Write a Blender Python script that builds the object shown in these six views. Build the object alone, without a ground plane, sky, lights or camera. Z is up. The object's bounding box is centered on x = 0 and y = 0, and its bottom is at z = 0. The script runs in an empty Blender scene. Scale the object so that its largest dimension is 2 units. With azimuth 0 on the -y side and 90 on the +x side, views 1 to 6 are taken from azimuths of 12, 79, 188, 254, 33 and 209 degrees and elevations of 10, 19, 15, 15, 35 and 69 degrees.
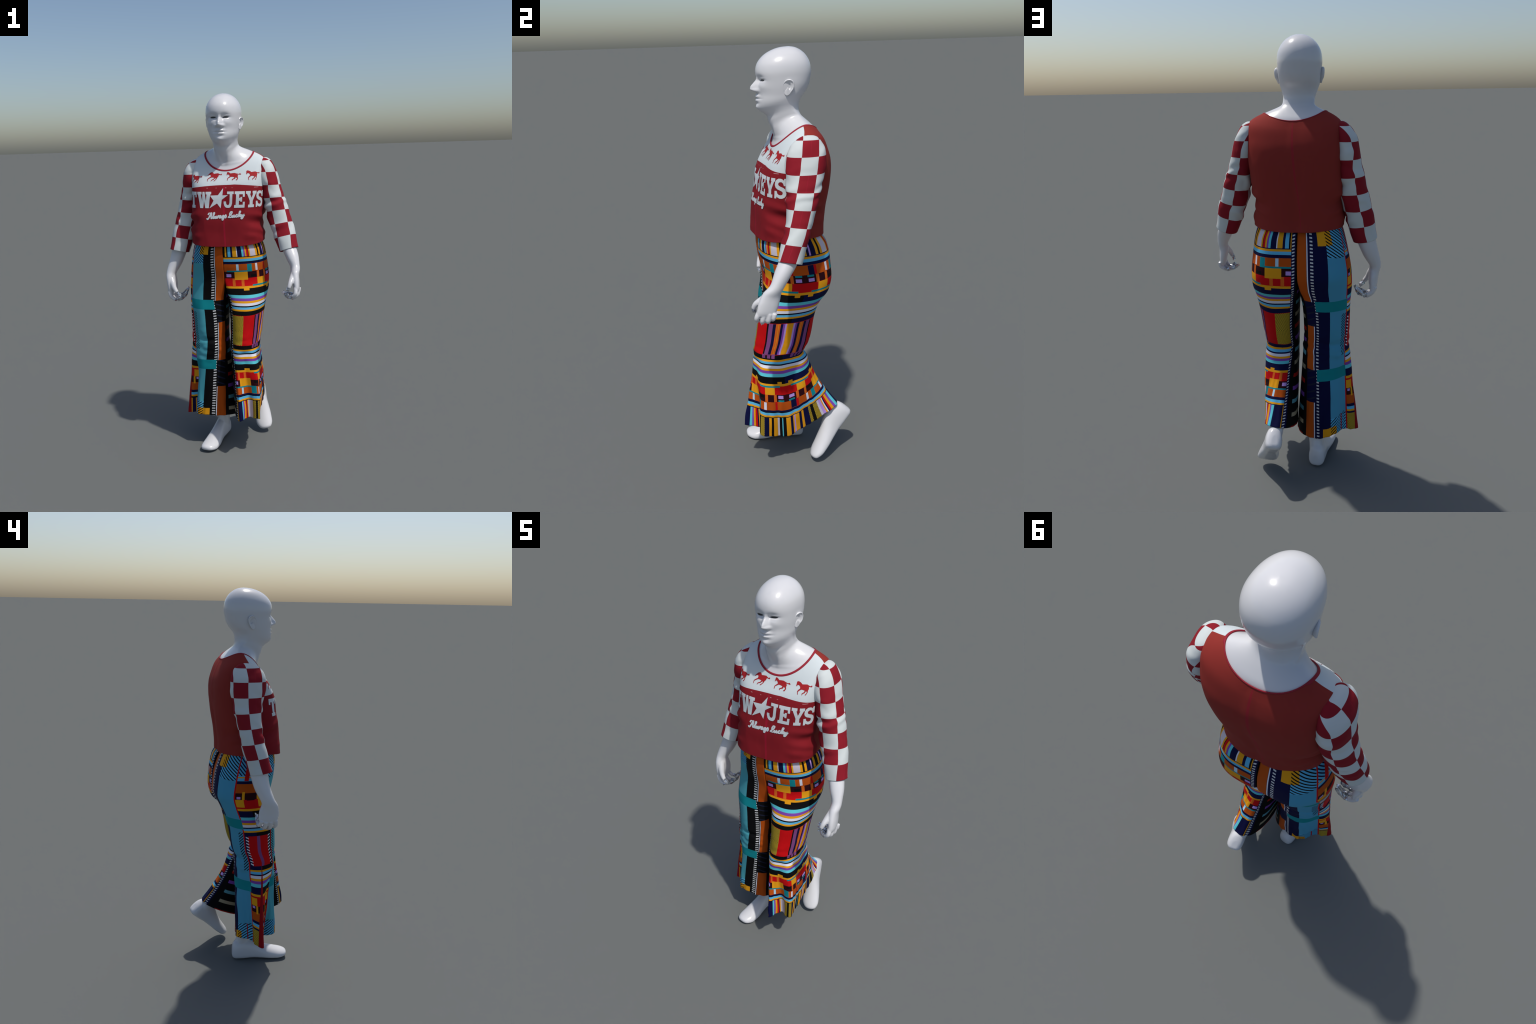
"""A bald glossy white mannequin in mid stride, wearing a cropped print shirt with
chequered sleeves and patchwork flared trousers.  Everything is lofted from a few
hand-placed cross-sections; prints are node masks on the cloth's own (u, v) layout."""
import bpy, bmesh, math, random
import numpy as np
from mathutils import Vector, noise as mnoise

random.seed(7)
rng = np.random.default_rng(7)
COLL = bpy.context.scene.collection


# ------------------------------------------------------------------ helpers
def srgb(r, g, b):
    f = lambda c: c / 12.92 if c <= 0.04045 else ((c + 0.055) / 1.055) ** 2.4
    return tuple(f(c / 255.0) for c in (r, g, b)) + (1.0,)


def pchip(xs, ys, x):
    """Monotone cubic interpolation; ys may be (k,) or (k, ...)."""
    xs, ys, x = np.asarray(xs, float), np.asarray(ys, float), np.atleast_1d(np.asarray(x, float))
    h = np.diff(xs)
    hh = h.reshape((-1,) + (1,) * (ys.ndim - 1))
    d = np.diff(ys, axis=0) / hh
    m = np.zeros_like(ys)
    if len(xs) > 2:
        w1 = (2 * hh[1:] + hh[:-1])
        w2 = (hh[1:] + 2 * hh[:-1])
        same = (d[:-1] * d[1:]) > 0
        with np.errstate(divide="ignore", invalid="ignore"):
            m[1:-1] = np.where(same, (w1 + w2) / (w1 / d[:-1] + w2 / d[1:]), 0.0)
    m[0], m[-1] = d[0], d[-1]
    i = np.clip(np.searchsorted(xs, x) - 1, 0, len(xs) - 2)
    t = ((x - xs[i]) / h[i]).reshape((-1,) + (1,) * (ys.ndim - 1))
    hi = h[i].reshape(t.shape)
    return ((1 + 2 * t) * (1 - t) ** 2 * ys[i] + t * (1 - t) ** 2 * hi * m[i]
            + t * t * (3 - 2 * t) * ys[i + 1] + t * t * (t - 1) * hi * m[i + 1])


def natural_spline(ys, x):
    """C2 natural cubic through ys at 0, 1, 2, ...; ys is (k, c)."""
    ys = np.asarray(ys, float)
    k = len(ys)
    A = np.zeros((k, k))
    r = np.zeros_like(ys)
    A[0, 0] = A[-1, -1] = 1
    for i in range(1, k - 1):
        A[i, i - 1:i + 2] = 1, 4, 1
        r[i] = 6 * (ys[i - 1] - 2 * ys[i] + ys[i + 1])
    M = np.linalg.solve(A, r)
    x = np.atleast_1d(x)
    i = np.clip(np.floor(x).astype(int), 0, k - 2)
    t = (x - i)[:, None]
    a = 1 - t
    return a * ys[i] + t * ys[i + 1] + ((a ** 3 - a) * M[i] + (t ** 3 - t) * M[i + 1]) / 6


def catmull(pts, n, closed=False):
    """Smooth curve through control points, n samples per span."""
    p = np.asarray(pts, float)
    k = len(p)
    out = []
    spans = k if closed else k - 1
    for i in range(spans):
        g = (lambda j: p[j % k]) if closed else (lambda j: p[min(max(j, 0), k - 1)])
        a, b, c, d = g(i - 1), g(i), g(i + 1), g(i + 2)
        for t in np.arange(n) / n:
            out.append(0.5 * ((2 * b) + (c - a) * t + (2 * a - 5 * b + 4 * c - d) * t * t + (3 * b - a - 3 * c + d) * t ** 3))
    if not closed:
        out.append(p[-1])
    return np.array(out)


def resample(poly, n):
    """n points evenly spaced by arc length (ends included)."""
    d = np.r_[0, np.cumsum(np.linalg.norm(np.diff(poly, axis=0), axis=1))]
    q = np.linspace(0, d[-1], n)
    return np.stack([np.interp(q, d, poly[:, k]) for k in range(poly.shape[1])], 1)


def add_object(name, mesh, parent=None, materials=()):
    ob = bpy.data.objects.new(name, mesh)
    COLL.objects.link(ob)
    for m in materials:
        mesh.materials.append(m)
    if parent:
        ob.parent = parent
    return ob


def new_mesh(name, verts, faces, smooth=True, recalc=True):
    me = bpy.data.meshes.new(name)
    me.from_pydata([tuple(map(float, v)) for v in verts], [], [tuple(map(int, f)) for f in faces])
    if recalc:
        bm = bmesh.new()
        bm.from_mesh(me)
        bmesh.ops.recalc_face_normals(bm, faces=bm.faces)
        bm.to_mesh(me)
        bm.free()
    if smooth:
        me.polygons.foreach_set("use_smooth", [True] * len(me.polygons))
    me.update()
    return me


def grid_faces(n, m, closed):
    """Quads of an n x m grid of points, wrapping in the second index if closed."""
    f = []
    for i in range(n - 1):
        for j in range(m if closed else m - 1):
            k = (j + 1) % m
            f.append((i * m + j, i * m + k, (i + 1) * m + k, (i + 1) * m + j))
    return f


def tube(name, rings, cap0=True, cap1=True, smooth=True):
    n, m = len(rings), len(rings[0])
    verts = [p for r in rings for p in r]
    faces = grid_faces(n, m, True)
    if cap0:
        verts.append(np.mean(rings[0], 0))
        faces += [(len(verts) - 1, (j + 1) % m, j) for j in range(m)]
    if cap1:
        verts.append(np.mean(rings[-1], 0))
        o = (n - 1) * m
        faces += [(len(verts) - 1, o + j, o + (j + 1) % m) for j in range(m)]
    return new_mesh(name, verts, faces, smooth)


def superellipse(phi, n):
    c, s = np.cos(phi), np.sin(phi)
    return np.sign(c) * np.abs(c) ** (2 / n), np.sign(s) * np.abs(s) ** (2 / n)


def join(meshes):
    bm = bmesh.new()
    for m in meshes:
        bm.from_mesh(m)
    me = bpy.data.meshes.new("joined")
    bm.to_mesh(me)
    bm.free()
    for m in meshes:
        bpy.data.meshes.remove(m)
    return me


def fuse(meshes, voxel, smooth_steps):
    """Weld overlapping solids into one skin: voxel remesh, then relax."""
    me = join(meshes)
    ob = bpy.data.objects.new("welding", me)
    COLL.objects.link(ob)
    r = ob.modifiers.new("r", "REMESH")
    r.mode, r.voxel_size, r.adaptivity = "VOXEL", voxel, 0.0
    s = ob.modifiers.new("s", "SMOOTH")
    s.factor, s.iterations = 0.5, smooth_steps
    deps = bpy.context.evaluated_depsgraph_get()
    out = bpy.data.meshes.new_from_object(ob.evaluated_get(deps))
    bpy.data.objects.remove(ob)
    bpy.data.meshes.remove(me)
    out.polygons.foreach_set("use_smooth", [True] * len(out.polygons))
    return out


def split_regions(me, names, region_of, parent, material):
    """Separate one skin into named meshes; borders coincide and keep the whole skin's normals."""
    co = np.array([v.co for v in me.vertices])
    nor = np.array([v.normal for v in me.vertices])
    polys = [tuple(p.vertices) for p in me.polygons]
    cent = np.array([co[list(p)].mean(0) for p in polys])
    reg = region_of(cent)
    obs = []
    for k, nm in enumerate(names):
        sel = [p for p, r in zip(polys, reg) if r == k]
        used = sorted({i for p in sel for i in p})
        idx = {v: i for i, v in enumerate(used)}
        part = bpy.data.meshes.new(nm)
        part.from_pydata([tuple(co[i]) for i in used], [], [tuple(idx[i] for i in p) for p in sel])
        part.polygons.foreach_set("use_smooth", [True] * len(part.polygons))
        part.normals_split_custom_set_from_vertices([tuple(nor[i]) for i in used])
        obs.append(add_object(nm, part, parent, [material]))
    bpy.data.meshes.remove(me)
    return obs


def bump_noise(P, scale, seed):
    return np.array([mnoise.noise(Vector(p) * scale + Vector((seed, seed * 1.7, -seed))) for p in P.reshape(-1, 3)]).reshape(P.shape[:-1])


# ------------------------------------------------------------------ node language for prints
class Print:
    """Builds a colour from (u, v) by laying stripes and boxes over each other."""

    def __init__(self, name, rough=0.75, sheen=0.0, weave=0.0):
        self.mat = bpy.data.materials.new(name)
        self.mat.use_nodes = True
        self.t = self.mat.node_tree
        self.bsdf = self.t.nodes["Principled BSDF"]
        self.bsdf.inputs["Roughness"].default_value = rough
        self.bsdf.inputs["Specular IOR Level"].default_value = 0.09
        tc = self.t.nodes.new("ShaderNodeTexCoord")
        sp = self.t.nodes.new("ShaderNodeSeparateXYZ")
        self.t.links.new(tc.outputs["UV"], sp.inputs[0])
        self.u, self.v = sp.outputs[0], sp.outputs[1]
        self.tc = tc
        self.col = None
        if weave:
            w = self.t.nodes.new("ShaderNodeTexNoise")
            w.inputs["Scale"].default_value = 420
            self.t.links.new(tc.outputs["Object"], w.inputs["Vector"])
            b = self.t.nodes.new("ShaderNodeBump")
            b.inputs["Strength"].default_value = weave
            b.inputs["Distance"].default_value = 0.0008
            self.t.links.new(w.outputs["Fac"], b.inputs["Height"])
            self.t.links.new(b.outputs["Normal"], self.bsdf.inputs["Normal"])

    def math(self, op, a, b=0.0, c=None):
        n = self.t.nodes.new("ShaderNodeMath")
        n.operation = op
        for i, x in enumerate((a, b) if c is None else (a, b, c)):
            if isinstance(x, (int, float)):
                n.inputs[i].default_value = x
            else:
                self.t.links.new(x, n.inputs[i])
        return n.outputs[0]

    def between(self, x, lo, hi):
        return self.math("COMPARE", x, (lo + hi) / 2, abs(hi - lo) / 2)

    def both(self, a, b):
        return self.math("MULTIPLY", a, b)

    def box(self, u0, u1, v0, v1, u=None, v=None):
        return self.both(self.between(u or self.u, u0, u1), self.between(v or self.v, v0, v1))

    def stripes(self, x, stops, lo, hi):
        """Constant colour ramp over x in [lo, hi]; stops = [(start, colour)...]."""
        r = self.t.nodes.new("ShaderNodeValToRGB")
        r.color_ramp.interpolation = "CONSTANT"
        e = r.color_ramp.elements
        e.remove(e[1])
        e[0].position, e[0].color = 0.0, stops[0][1]
        for s, c in stops[1:]:
            k = e.new((s - lo) / (hi - lo))
            k.color = c
        self.t.links.new(self.math("DIVIDE", self.math("SUBTRACT", x, lo), hi - lo), r.inputs[0])
        return r.outputs[0]

    def base(self, c):
        self.col = c

    def lay(self, colour, mask):
        n = self.t.nodes.new("ShaderNodeMix")
        n.data_type = "RGBA"
        self.t.links.new(mask, n.inputs[0])
        for sock, x in ((n.inputs[6], self.col), (n.inputs[7], colour)):
            if isinstance(x, tuple):
                sock.default_value = x
            else:
                self.t.links.new(x, sock)
        self.col = n.outputs[2]

    def slant(self, ku, kv, period, duty, phase=0.0):
        """Mask of slanted lines."""
        x = self.math("ADD", self.math("MULTIPLY", self.u, ku), self.math("MULTIPLY_ADD", self.v, kv, phase))
        f = self.math("FRACT", self.math("DIVIDE", x, period))
        return self.math("LESS_THAN", f, duty)

    def done(self):
        if isinstance(self.col, tuple):
            self.bsdf.inputs["Base Color"].default_value = self.col
        else:
            self.t.links.new(self.col, self.bsdf.inputs["Base Color"])
        return self.mat


# palette
C_BLACK, C_NAVY = (0.0035, 0.0035, 0.004, 1), (0.0035, 0.0045, 0.040, 1)
C_ORANGE, C_RED = (0.44, 0.075, 0.006, 1), (0.50, 0.004, 0.006, 1)
C_YELLOW, C_MUST = (0.72, 0.31, 0.010, 1), (0.50, 0.35, 0.028, 1)
C_CYAN, C_SKY, C_TEAL = (0.070, 0.325, 0.385, 1), (0.10, 0.42, 0.66, 1), (0.006, 0.22, 0.25, 1)
C_PURPLE, C_LILAC, C_WHITE = (0.19, 0.055, 0.34, 1), (0.44, 0.27, 0.66, 1), (0.66, 0.66, 0.74, 1)
C_PINKW, C_BROWN, C_BEIGE = (0.55, 0.50, 0.57, 1), (0.026, 0.003, 0.006, 1), (0.34, 0.29, 0.19, 1)
C_DORANGE, C_AQUA, C_PLUM = (0.62, 0.12, 0.014, 1), (0.10, 0.50, 0.58, 1), (0.20, 0.06, 0.19, 1)
SHIRT_RED, SHIRT_WHITE = (0.220, 0.0125, 0.0185, 1), (0.555, 0.605, 0.62, 1)
SHIRT_BACK_RED = (0.25, 0.030, 0.024, 1)
DARK_RED = (0.20, 0.006, 0.012, 1)


def plain(name, colour, rough, spec=0.5, metallic=0.0, coat=0.0):
    m = bpy.data.materials.new(name)
    m.use_nodes = True
    b = m.node_tree.nodes["Principled BSDF"]
    b.inputs["Base Color"].default_value = colour
    b.inputs["Roughness"].default_value = rough
    b.inputs["Specular IOR Level"].default_value = spec
    b.inputs["Metallic"].default_value = metallic
    b.inputs["Coat Weight"].default_value = coat
    return m


M_SKIN = plain("glossy_white_skin", (0.61, 0.61, 0.625, 1), 0.20, 0.5)
M_EYE = plain("eye_hollow_shade_paint", (0.035, 0.037, 0.040, 1), 0.35, 0.4)
M_CRUMPLE = plain("crumpled_glossy_fingertip", (0.50, 0.51, 0.54, 1), 0.12, 0.6, 0.75)  # white fingers greyed and made metallic for dark reflections off the broken facets
M_TRIM = plain("red_trim", (0.27, 0.012, 0.026, 1), 0.7, 0.25)
M_INK_WHITE = plain("white_print_ink", (0.58, 0.62, 0.64, 1), 0.7, 0.25)
M_INK_RED = plain("red_print_ink", (0.33, 0.010, 0.014, 1), 0.7, 0.25)

root = bpy.data.objects.new("dressed_mannequin", None)
COLL.objects.link(root)
root["label"] = "Bald glossy white walking mannequin in printed shirt and patchwork flared trousers"
root["category"] = "clothed mannequin"

# ------------------------------------------------------------------ body core: head, neck, torso in one loft
# columns: side z, front z, back z, centre x, half width, front y, back y, y of the widest point, front and back exponents, twist in degrees
CORE = [
    (2.0005, 2.0005, 2.0005, -0.037, 0.0006, 0.0075, 0.0085, 0.008, 2, 2, 0),
    (1.9971, 1.9971, 1.9971, -0.037, 0.0246, -0.0294, 0.0332, 0.0067, 2.03333, 2.03333, 0),
    (1.987, 1.987, 1.987, -0.037, 0.0475, -0.0642, 0.0567, 0.0053, 2.06667, 2.06667, 0),
    (1.9711, 1.9711, 1.9711, -0.037, 0.0672, -0.0942, 0.0769, 0.004, 2.1, 2.1, 0),
    (1.9503, 1.9503, 1.9503, -0.037, 0.0823, -0.1171, 0.0924, 0.0027, 2.13333, 2.13333, 0),
    (1.926, 1.926, 1.926, -0.037, 0.0918, -0.1316, 0.1022, 0.0013, 2.16667, 2.16667, 0),
    (1.9, 1.9, 1.9, -0.037, 0.095, -0.1365, 0.1055, 0, 2.2, 2.2, 0),
    (1.88, 1.88, 1.88, -0.037, 0.0945, -0.135, 0.1035, 0, 2.25, 2.25, 0),
    (1.858, 1.858, 1.858, -0.036, 0.0925, -0.132, 0.0985, 0, 2.25, 2.25, 0),
    (1.835, 1.835, 1.835, -0.036, 0.0905, -0.132, 0.092, -0.004, 2.2, 2.2, 0),
    (1.81, 1.81, 1.81, -0.036, 0.087, -0.1335, 0.0775, -0.01, 2.1, 2.1, 0),
    (1.797, 1.79, 1.79, -0.035, 0.084, -0.1365, 0.061, -0.016, 2, 2, 0),
    (1.784, 1.768, 1.768, -0.034, 0.0797, -0.137, 0.0505, -0.022, 1.95, 1.95, 0),
    (1.771, 1.748, 1.751, -0.034, 0.0752, -0.132, 0.049, -0.02, 1.9, 1.95, 0),
    (1.759, 1.733, 1.738, -0.034, 0.071, -0.116, 0.05, -0.012, 1.9, 2, 0),
    (1.745, 1.716, 1.726, -0.034, 0.0683, -0.094, 0.0525, -0.002, 2, 2.1, 0),
    (1.73, 1.694, 1.711, -0.034, 0.0678, -0.087, 0.06, 0.014, 2.1, 2.1, 0),
    (1.714, 1.668, 1.696, -0.033, 0.074, -0.075, 0.076, 0.03, 2.1, 2.1, 0),
    (1.697, 1.64, 1.68, -0.03, 0.108, -0.063, 0.093, 0.04, 2.1, 2.1, 0),
    (1.678, 1.612, 1.664, -0.026, 0.15, -0.062, 0.108, 0.04, 2.1, 2.1, 0),
    (1.656, 1.582, 1.644, -0.021, 0.184, -0.074, 0.12, 0.036, 2.4, 2.4, 0),
    (1.63, 1.555, 1.618, -0.02, 0.198, -0.087, 0.134, 0.034, 2.8, 2.8, 0),
    (1.59, 1.525, 1.58, -0.0205, 0.201, -0.106, 0.149, 0.03, 3.1, 3, 0),
    (1.54, 1.49, 1.535, -0.021, 0.202, -0.124, 0.16, 0.025, 3.2, 3.1, 1),
    (1.47, 1.445, 1.47, -0.023, 0.201, -0.137, 0.162, 0.02, 3.2, 3, 2),
    (1.4, 1.395, 1.4, -0.027, 0.199, -0.142, 0.158, 0.01, 3.1, 2.8, 3.2),
    (1.33, 1.325, 1.33, -0.032, 0.198, -0.154, 0.15, 0, 3, 2.5, 5),
    (1.262, 1.255, 1.258, -0.034, 0.195, -0.158, 0.142, -0.01, 2.9, 2.25, 6.5),
    (1.226, 1.214, 1.22, -0.034, 0.196, -0.16, 0.14, -0.01, 2.8, 2.15, 7.2),
    (1.198, 1.18, 1.188, -0.034, 0.198, -0.162, 0.141, -0.01, 2.8, 2.1, 7.5),
]
CORE = np.array(CORE)
CORE_S = np.arange(len(CORE), dtype=float)


def core_surface(s, phi, grow=0.0):
    """Points of the body core at loft position s and angle phi (0 = +x, 90 deg = back, 270 deg = front)."""
    zs, zf, zb, cx, W, F, B, cy, nf, nb, tw = natural_spline(CORE, s).T[:, :, None]
    W = np.maximum(W, 0.0005)
    c, sn = np.cos(phi)[None, :], np.sin(phi)[None, :]
    ex = 2.0 / np.where(sn < 0, nf, nb)
    X = cx + (W + grow) * np.sign(c) * np.abs(c) ** ex
    sy = np.sign(sn) * np.abs(sn) ** ex
    Y = np.where(sn < 0, cy + (cy - F + grow) * sy, cy + (B + grow - cy) * sy)
    w = np.abs(sn) ** 1.6
    Z = np.where(sn < 0, zs + (zf - zs) * w, zs + (zb - zs) * w) + 0 * X
    tw = np.radians(tw)
    dx, dy = X - cx, Y - cy
    X, Y = cx + dx * np.cos(tw) - dy * np.sin(tw), cy + dx * np.sin(tw) + dy * np.cos(tw)
    return np.stack([X, Y, Z], -1)


def gauss(d, s):
    return np.exp(-(d / s) ** 2)


def face_relief(P):
    """Nose, eye sockets, lips, chin pushed into the front of the head."""
    x = P[..., 0] + 0.0305
    z = P[..., 2]
    front = np.clip((-0.045 - P[..., 1]) / 0.04, 0, 1) * (z > 1.72)
    dy = np.zeros_like(x)
    nz = [1.70, 1.806, 1.812, 1.818, 1.824, 1.831, 1.838, 1.857, 1.872, 1.884, 1.896, 2.1]
    nv = [0, 0, 0.001, 0.008, 0.0225, 0.0315, 0.0310, 0.0170, 0.0045, 0.0005, 0, 0]
    nw = [0.017, 0.017, 0.018, 0.0185, 0.0175, 0.0155, 0.0130, 0.0105, 0.0095, 0.011, 0.012, 0.012]
    zz = z.ravel()
    N = pchip(nz, nv, np.clip(zz, 1.70, 2.09)).reshape(z.shape)
    Wd = pchip(nz, nw, np.clip(zz, 1.70, 2.09)).reshape(z.shape)
    dy -= N * np.exp(-np.abs(x / Wd) ** 2.1)
    for sx in (-1, 1):
        xe = x - sx * 0.0345 + 0.003
        dy -= 0.005 * gauss(xe + sx * 0.0185, 0.008) * gauss(z - 1.824, 0.007)          # nostril wing
        dy += 0.0140 * gauss(xe + sx * 0.002, 0.0205) * gauss(z - 1.868, np.where(z > 1.868, 0.0165, 0.0110))           # socket
        dy += 0.0055 * gauss(xe + sx * 0.017, 0.009) * gauss(z - 1.866, 0.012)           # inner corner
        dy -= 0.0045 * gauss(xe, 0.0170) * gauss(z - 1.8755, 0.0050)                    # upper lid
        dy -= 0.0026 * gauss(xe, 0.0170) * gauss(z - 1.8600, 0.0045)                    # lower lid
        dy -= 0.0030 * gauss(xe - sx * 0.012, 0.022) * gauss(z - 1.838, 0.016)           # cheek
        dy += 0.0016 * gauss(x - sx * 0.030, 0.010) * gauss(z - 1.797, 0.016)            # mouth corner fold
    dy -= 0.0065 * gauss(x, 0.021) * gauss(z - 1.8005, 0.0058)   # upper lip
    dy -= 0.0040 * gauss(x, 0.018) * gauss(z - 1.7835, 0.0052)   # lower lip
    dy += 0.0036 * gauss(x, 0.024) * gauss(z - 1.7915, 0.0024)   # parting
    dy += 0.0018 * gauss(x, 0.004) * gauss(z - 1.809, 0.006)    # philtrum
    dy += 0.0026 * gauss(x, 0.022) * gauss(z - 1.7715, 0.006)   # crease over chin
    dy -= 0.0050 * gauss(x, 0.017) * gauss(z - 1.754, 0.009)   # chin
    P[..., 1] += dy * front
    # throat: the two neck tendons
    for sx in (-1, 1):
        d = gauss(P[..., 0] + 0.033 - sx * (0.020 + (z - 1.63) * 0.30), 0.011) * np.clip((1.72 - z) / 0.05, 0, 1) * np.clip((z - 1.61) / 0.03, 0, 1)
        P[..., 1] -= np.where(P[..., 1] < 0.0, 0.0045 * d, 0)
        # collar bones
        line = 1.618 + 0.30 * np.abs(P[..., 0] + 0.03 - sx * 0.0) * 0.45
        c = gauss(z - line, 0.007) * (np.sign(P[..., 0] + 0.03) == sx) * np.clip((0.03 - P[..., 1]) / 0.03, 0, 1)
        P[..., 1] -= 0.0012 * c
    return P


phi = np.linspace(0, 2 * np.pi, 288, endpoint=False)
# crowd columns towards the face
phi = phi + 0.35 * np.cos(phi)
sv = np.unique(np.concatenate([np.linspace(0, 3, 26), np.linspace(3, 14, 190), np.linspace(14, 22, 70)]))
P = core_surface(sv, phi, 0.0)
P = face_relief(P)
skin = tube("skin", P, True, True)
split_regions(skin, ["head", "neck", "torso"],
              lambda c: np.where(c[:, 2] > 1.742 - 0.35 * np.clip(c[:, 1] + 0.06, -0.1, 0.0), 0, np.where((c[:, 2] > 1.668) & (np.hypot(c[:, 0] + 0.033, c[:, 1]) < 0.099), 1, 2)),
              root, M_SKIN)

def head_point(x, z):
    """Front skin y at (x, z)."""
    sel = P[(np.abs(P[..., 0] - x) < 0.004) & (np.abs(P[..., 2] - z) < 0.004) & (P[..., 1] < -0.05)]
    return sel[:, 1].mean() if len(sel) else -0.11


# eyes: almond plates coloured dark for the unlit hollow between the lids
def almond(cx, cz, w, h):
    n, m = 9, 25
    V = []
    for i in range(n):
        for j in range(m):
            a = -1 + 2 * j / (m - 1)
            half = h * (1 - a * a) ** 0.8
            b = -1 + 2 * i / (n - 1)
            x, z = cx + a * w, cz + b * half + 0.0006 * a
            y = head_point(x, z) - 0.0006 - 0.0008 * (1 - b * b) * (1 - a * a)
            V.append((x, y, z))
    Y = np.array(V).reshape(n, m, 3)
    for _ in range(6):
        Y[1:-1, 1:-1, 1] = (Y[:-2, 1:-1, 1] + Y[2:, 1:-1, 1] + Y[1:-1, :-2, 1] + Y[1:-1, 2:, 1]) / 4
    return Y.reshape(-1, 3), grid_faces(n, m, False)


for cx in (0.0010, -0.0680):
    V, Fc = almond(cx, 1.8675, 0.0165, 0.0042)
    add_object("eye", new_mesh("eye", V, Fc), root, [M_EYE])

# ears
def ear(sx):
    n, m = 22, 64
    rings = []
    for i in range(n):
        r = i / (n - 1)
        ring = []
        for j in range(m):
            a = 2 * math.pi * j / m
            # outline: wide at the top, tapering to the lobe, leaning back
            ca, sa = math.cos(a), math.sin(a)
            wy = 0.0235 * (1 + 0.16 * sa) * (1.0 if sa > -0.2 else 1 - 0.20 * (-(sa + 0.2)) / 0.8)
            y = ca * wy * r
            z = sa * 0.0335 * r
            y += 0.0045 * (z / 0.0335)
            lift = pchip([0, 0.35, 0.6, 0.74, 0.90, 1.0], [-0.0075, -0.0065, -0.001, -0.0005, 0.0045, 0.0], r)[0]
            if sa < -0.35:
                lift = lift * (1 - min(1, (-sa - 0.35) / 0.4)) + 0.0008 * min(1, (-sa - 0.35) / 0.4)
            if ca < -0.2:                     # front edge sinks into the cheek
                lift -= 0.004 * min(1, (-ca - 0.2) / 0.6) * r
            ring.append((lift, y, z))
        rings.append(np.array(ring))
    back = []
    for k, (r, d) in enumerate([(0.97, -0.004), (0.86, -0.009), (0.6, -0.016)]):
        ring = rings[-1].copy()
        ring[:, 1:] *= r
        ring[:, 0] = np.minimum(ring[:, 0], 0) + d
        back.append(ring)
    out = []
    for ring in rings[1:] + back:
        x, y, z = ring.T
        # splay outward to the rear
        X = 0.0575 + x + 0.30 * (y + 0.004) + 0.07 * z
        out.append(np.stack([-0.036 + sx * (X + 0.036), y - 0.0165, z + 1.8375], 1))
    return tube("ear", out, True, True)


for sx in (1, -1):
    add_object("ear", ear(sx), root, [M_SKIN])


# ------------------------------------------------------------------ shirt

NPH, NR = 400, 210
ph = np.linspace(0, 2 * np.pi, NPH, endpoint=False)
sl = np.linspace(15.0, 29.0, 900)
full = core_surface(sl, ph, 0.0045)
full[..., 1] -= 0.0025 * np.clip((1.62 - full[..., 2]) / 0.1, 0, 1) * (full[..., 1] < 0)


def neckline(x, y):
    """Below 1 inside the oval neck opening seen from above."""
    ry = np.where(y < 0.02, 0.0960, 0.098)
    return (np.abs((x + 0.020) / 0.133) ** 2.15 + np.abs((y - 0.02) / ry) ** 2.15)


top = np.zeros(NPH)
for j in range(NPH):
    d = 1.0 - neckline(full[:, j, 0], full[:, j, 1])
    k = np.nonzero(d > 0)[0]
    k = k[k < 500]
    i = k[-1] if len(k) else 0
    t = d[i] / (d[i] - d[i + 1])
    top[j] = sl[i] + t * (sl[i + 1] - sl[i])
# soften the neckline where front and back meet
for _ in range(3):
    top = (np.roll(top, 1) + 2 * top + np.roll(top, -1)) / 4
SH = np.zeros((NR, NPH, 3))
for j in range(NPH):
    s = top[j] + (29.0 - top[j]) * np.linspace(0, 1, NR)
    for k in range(3):
        SH[:, j, k] = np.interp(s, sl, full[:, j, k])

# cloth shape: shallow valley between the breasts, drag folds at the sides, a gathered waist
xr, yy, zz = SH[..., 0] + 0.03, SH[..., 1], SH[..., 2]
frontw = np.clip((-yy - 0.02) / 0.08, 0, 1)
side = np.clip((np.abs(xr) - 0.10) / 0.09, 0, 1)
low = np.clip((1.36 - zz) / 0.10, 0, 1)
fold = np.sin(95 * zz + 34 * yy + 3 * np.sign(xr)) * np.clip((1.40 - zz) / 0.06, 0, 1) * np.clip((zz - 1.20) / 0.05, 0, 1)
nz = bump_noise(SH, 9.0, 3.1)
out_dir = np.stack([xr, yy - 0.0, np.zeros_like(xr)], -1)
out_dir /= np.linalg.norm(out_dir, axis=-1, keepdims=True)
disp = 0.0055 * fold * side * (0.6 + 0.8 * nz) + 0.006 * nz * low * (0.4 + side) + 0.002 * nz
disp += 0.004 * side * gauss(zz - 1.240, 0.028) - 0.010 * side * gauss(zz - 1.305, 0.03)
disp -= 0.004 * gauss(xr - 0.01, 0.05) * gauss(zz - 1.44, 0.06) * frontw
disp -= 0.006 * gauss(xr, 0.03) * np.clip((1.50 - zz) / 0.1, 0, 1) * (yy > 0.05)      # spine hollow
fine = bump_noise(SH * np.array([1, 1, 0.5]), 26.0, 8.3)
disp += 0.0016 * fine * np.clip((1.60 - zz) / 0.1, 0, 1)
disp += 0.0013 * gauss((ph[None, :] / (2 * np.pi) - 0.25) * 300.0, 1.0)            # raised centre-back seam
edge_w = np.clip(np.arange(NR) / 25.0, 0, 1)[:, None]
SH += out_dir * (disp * edge_w)[..., None]


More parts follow.
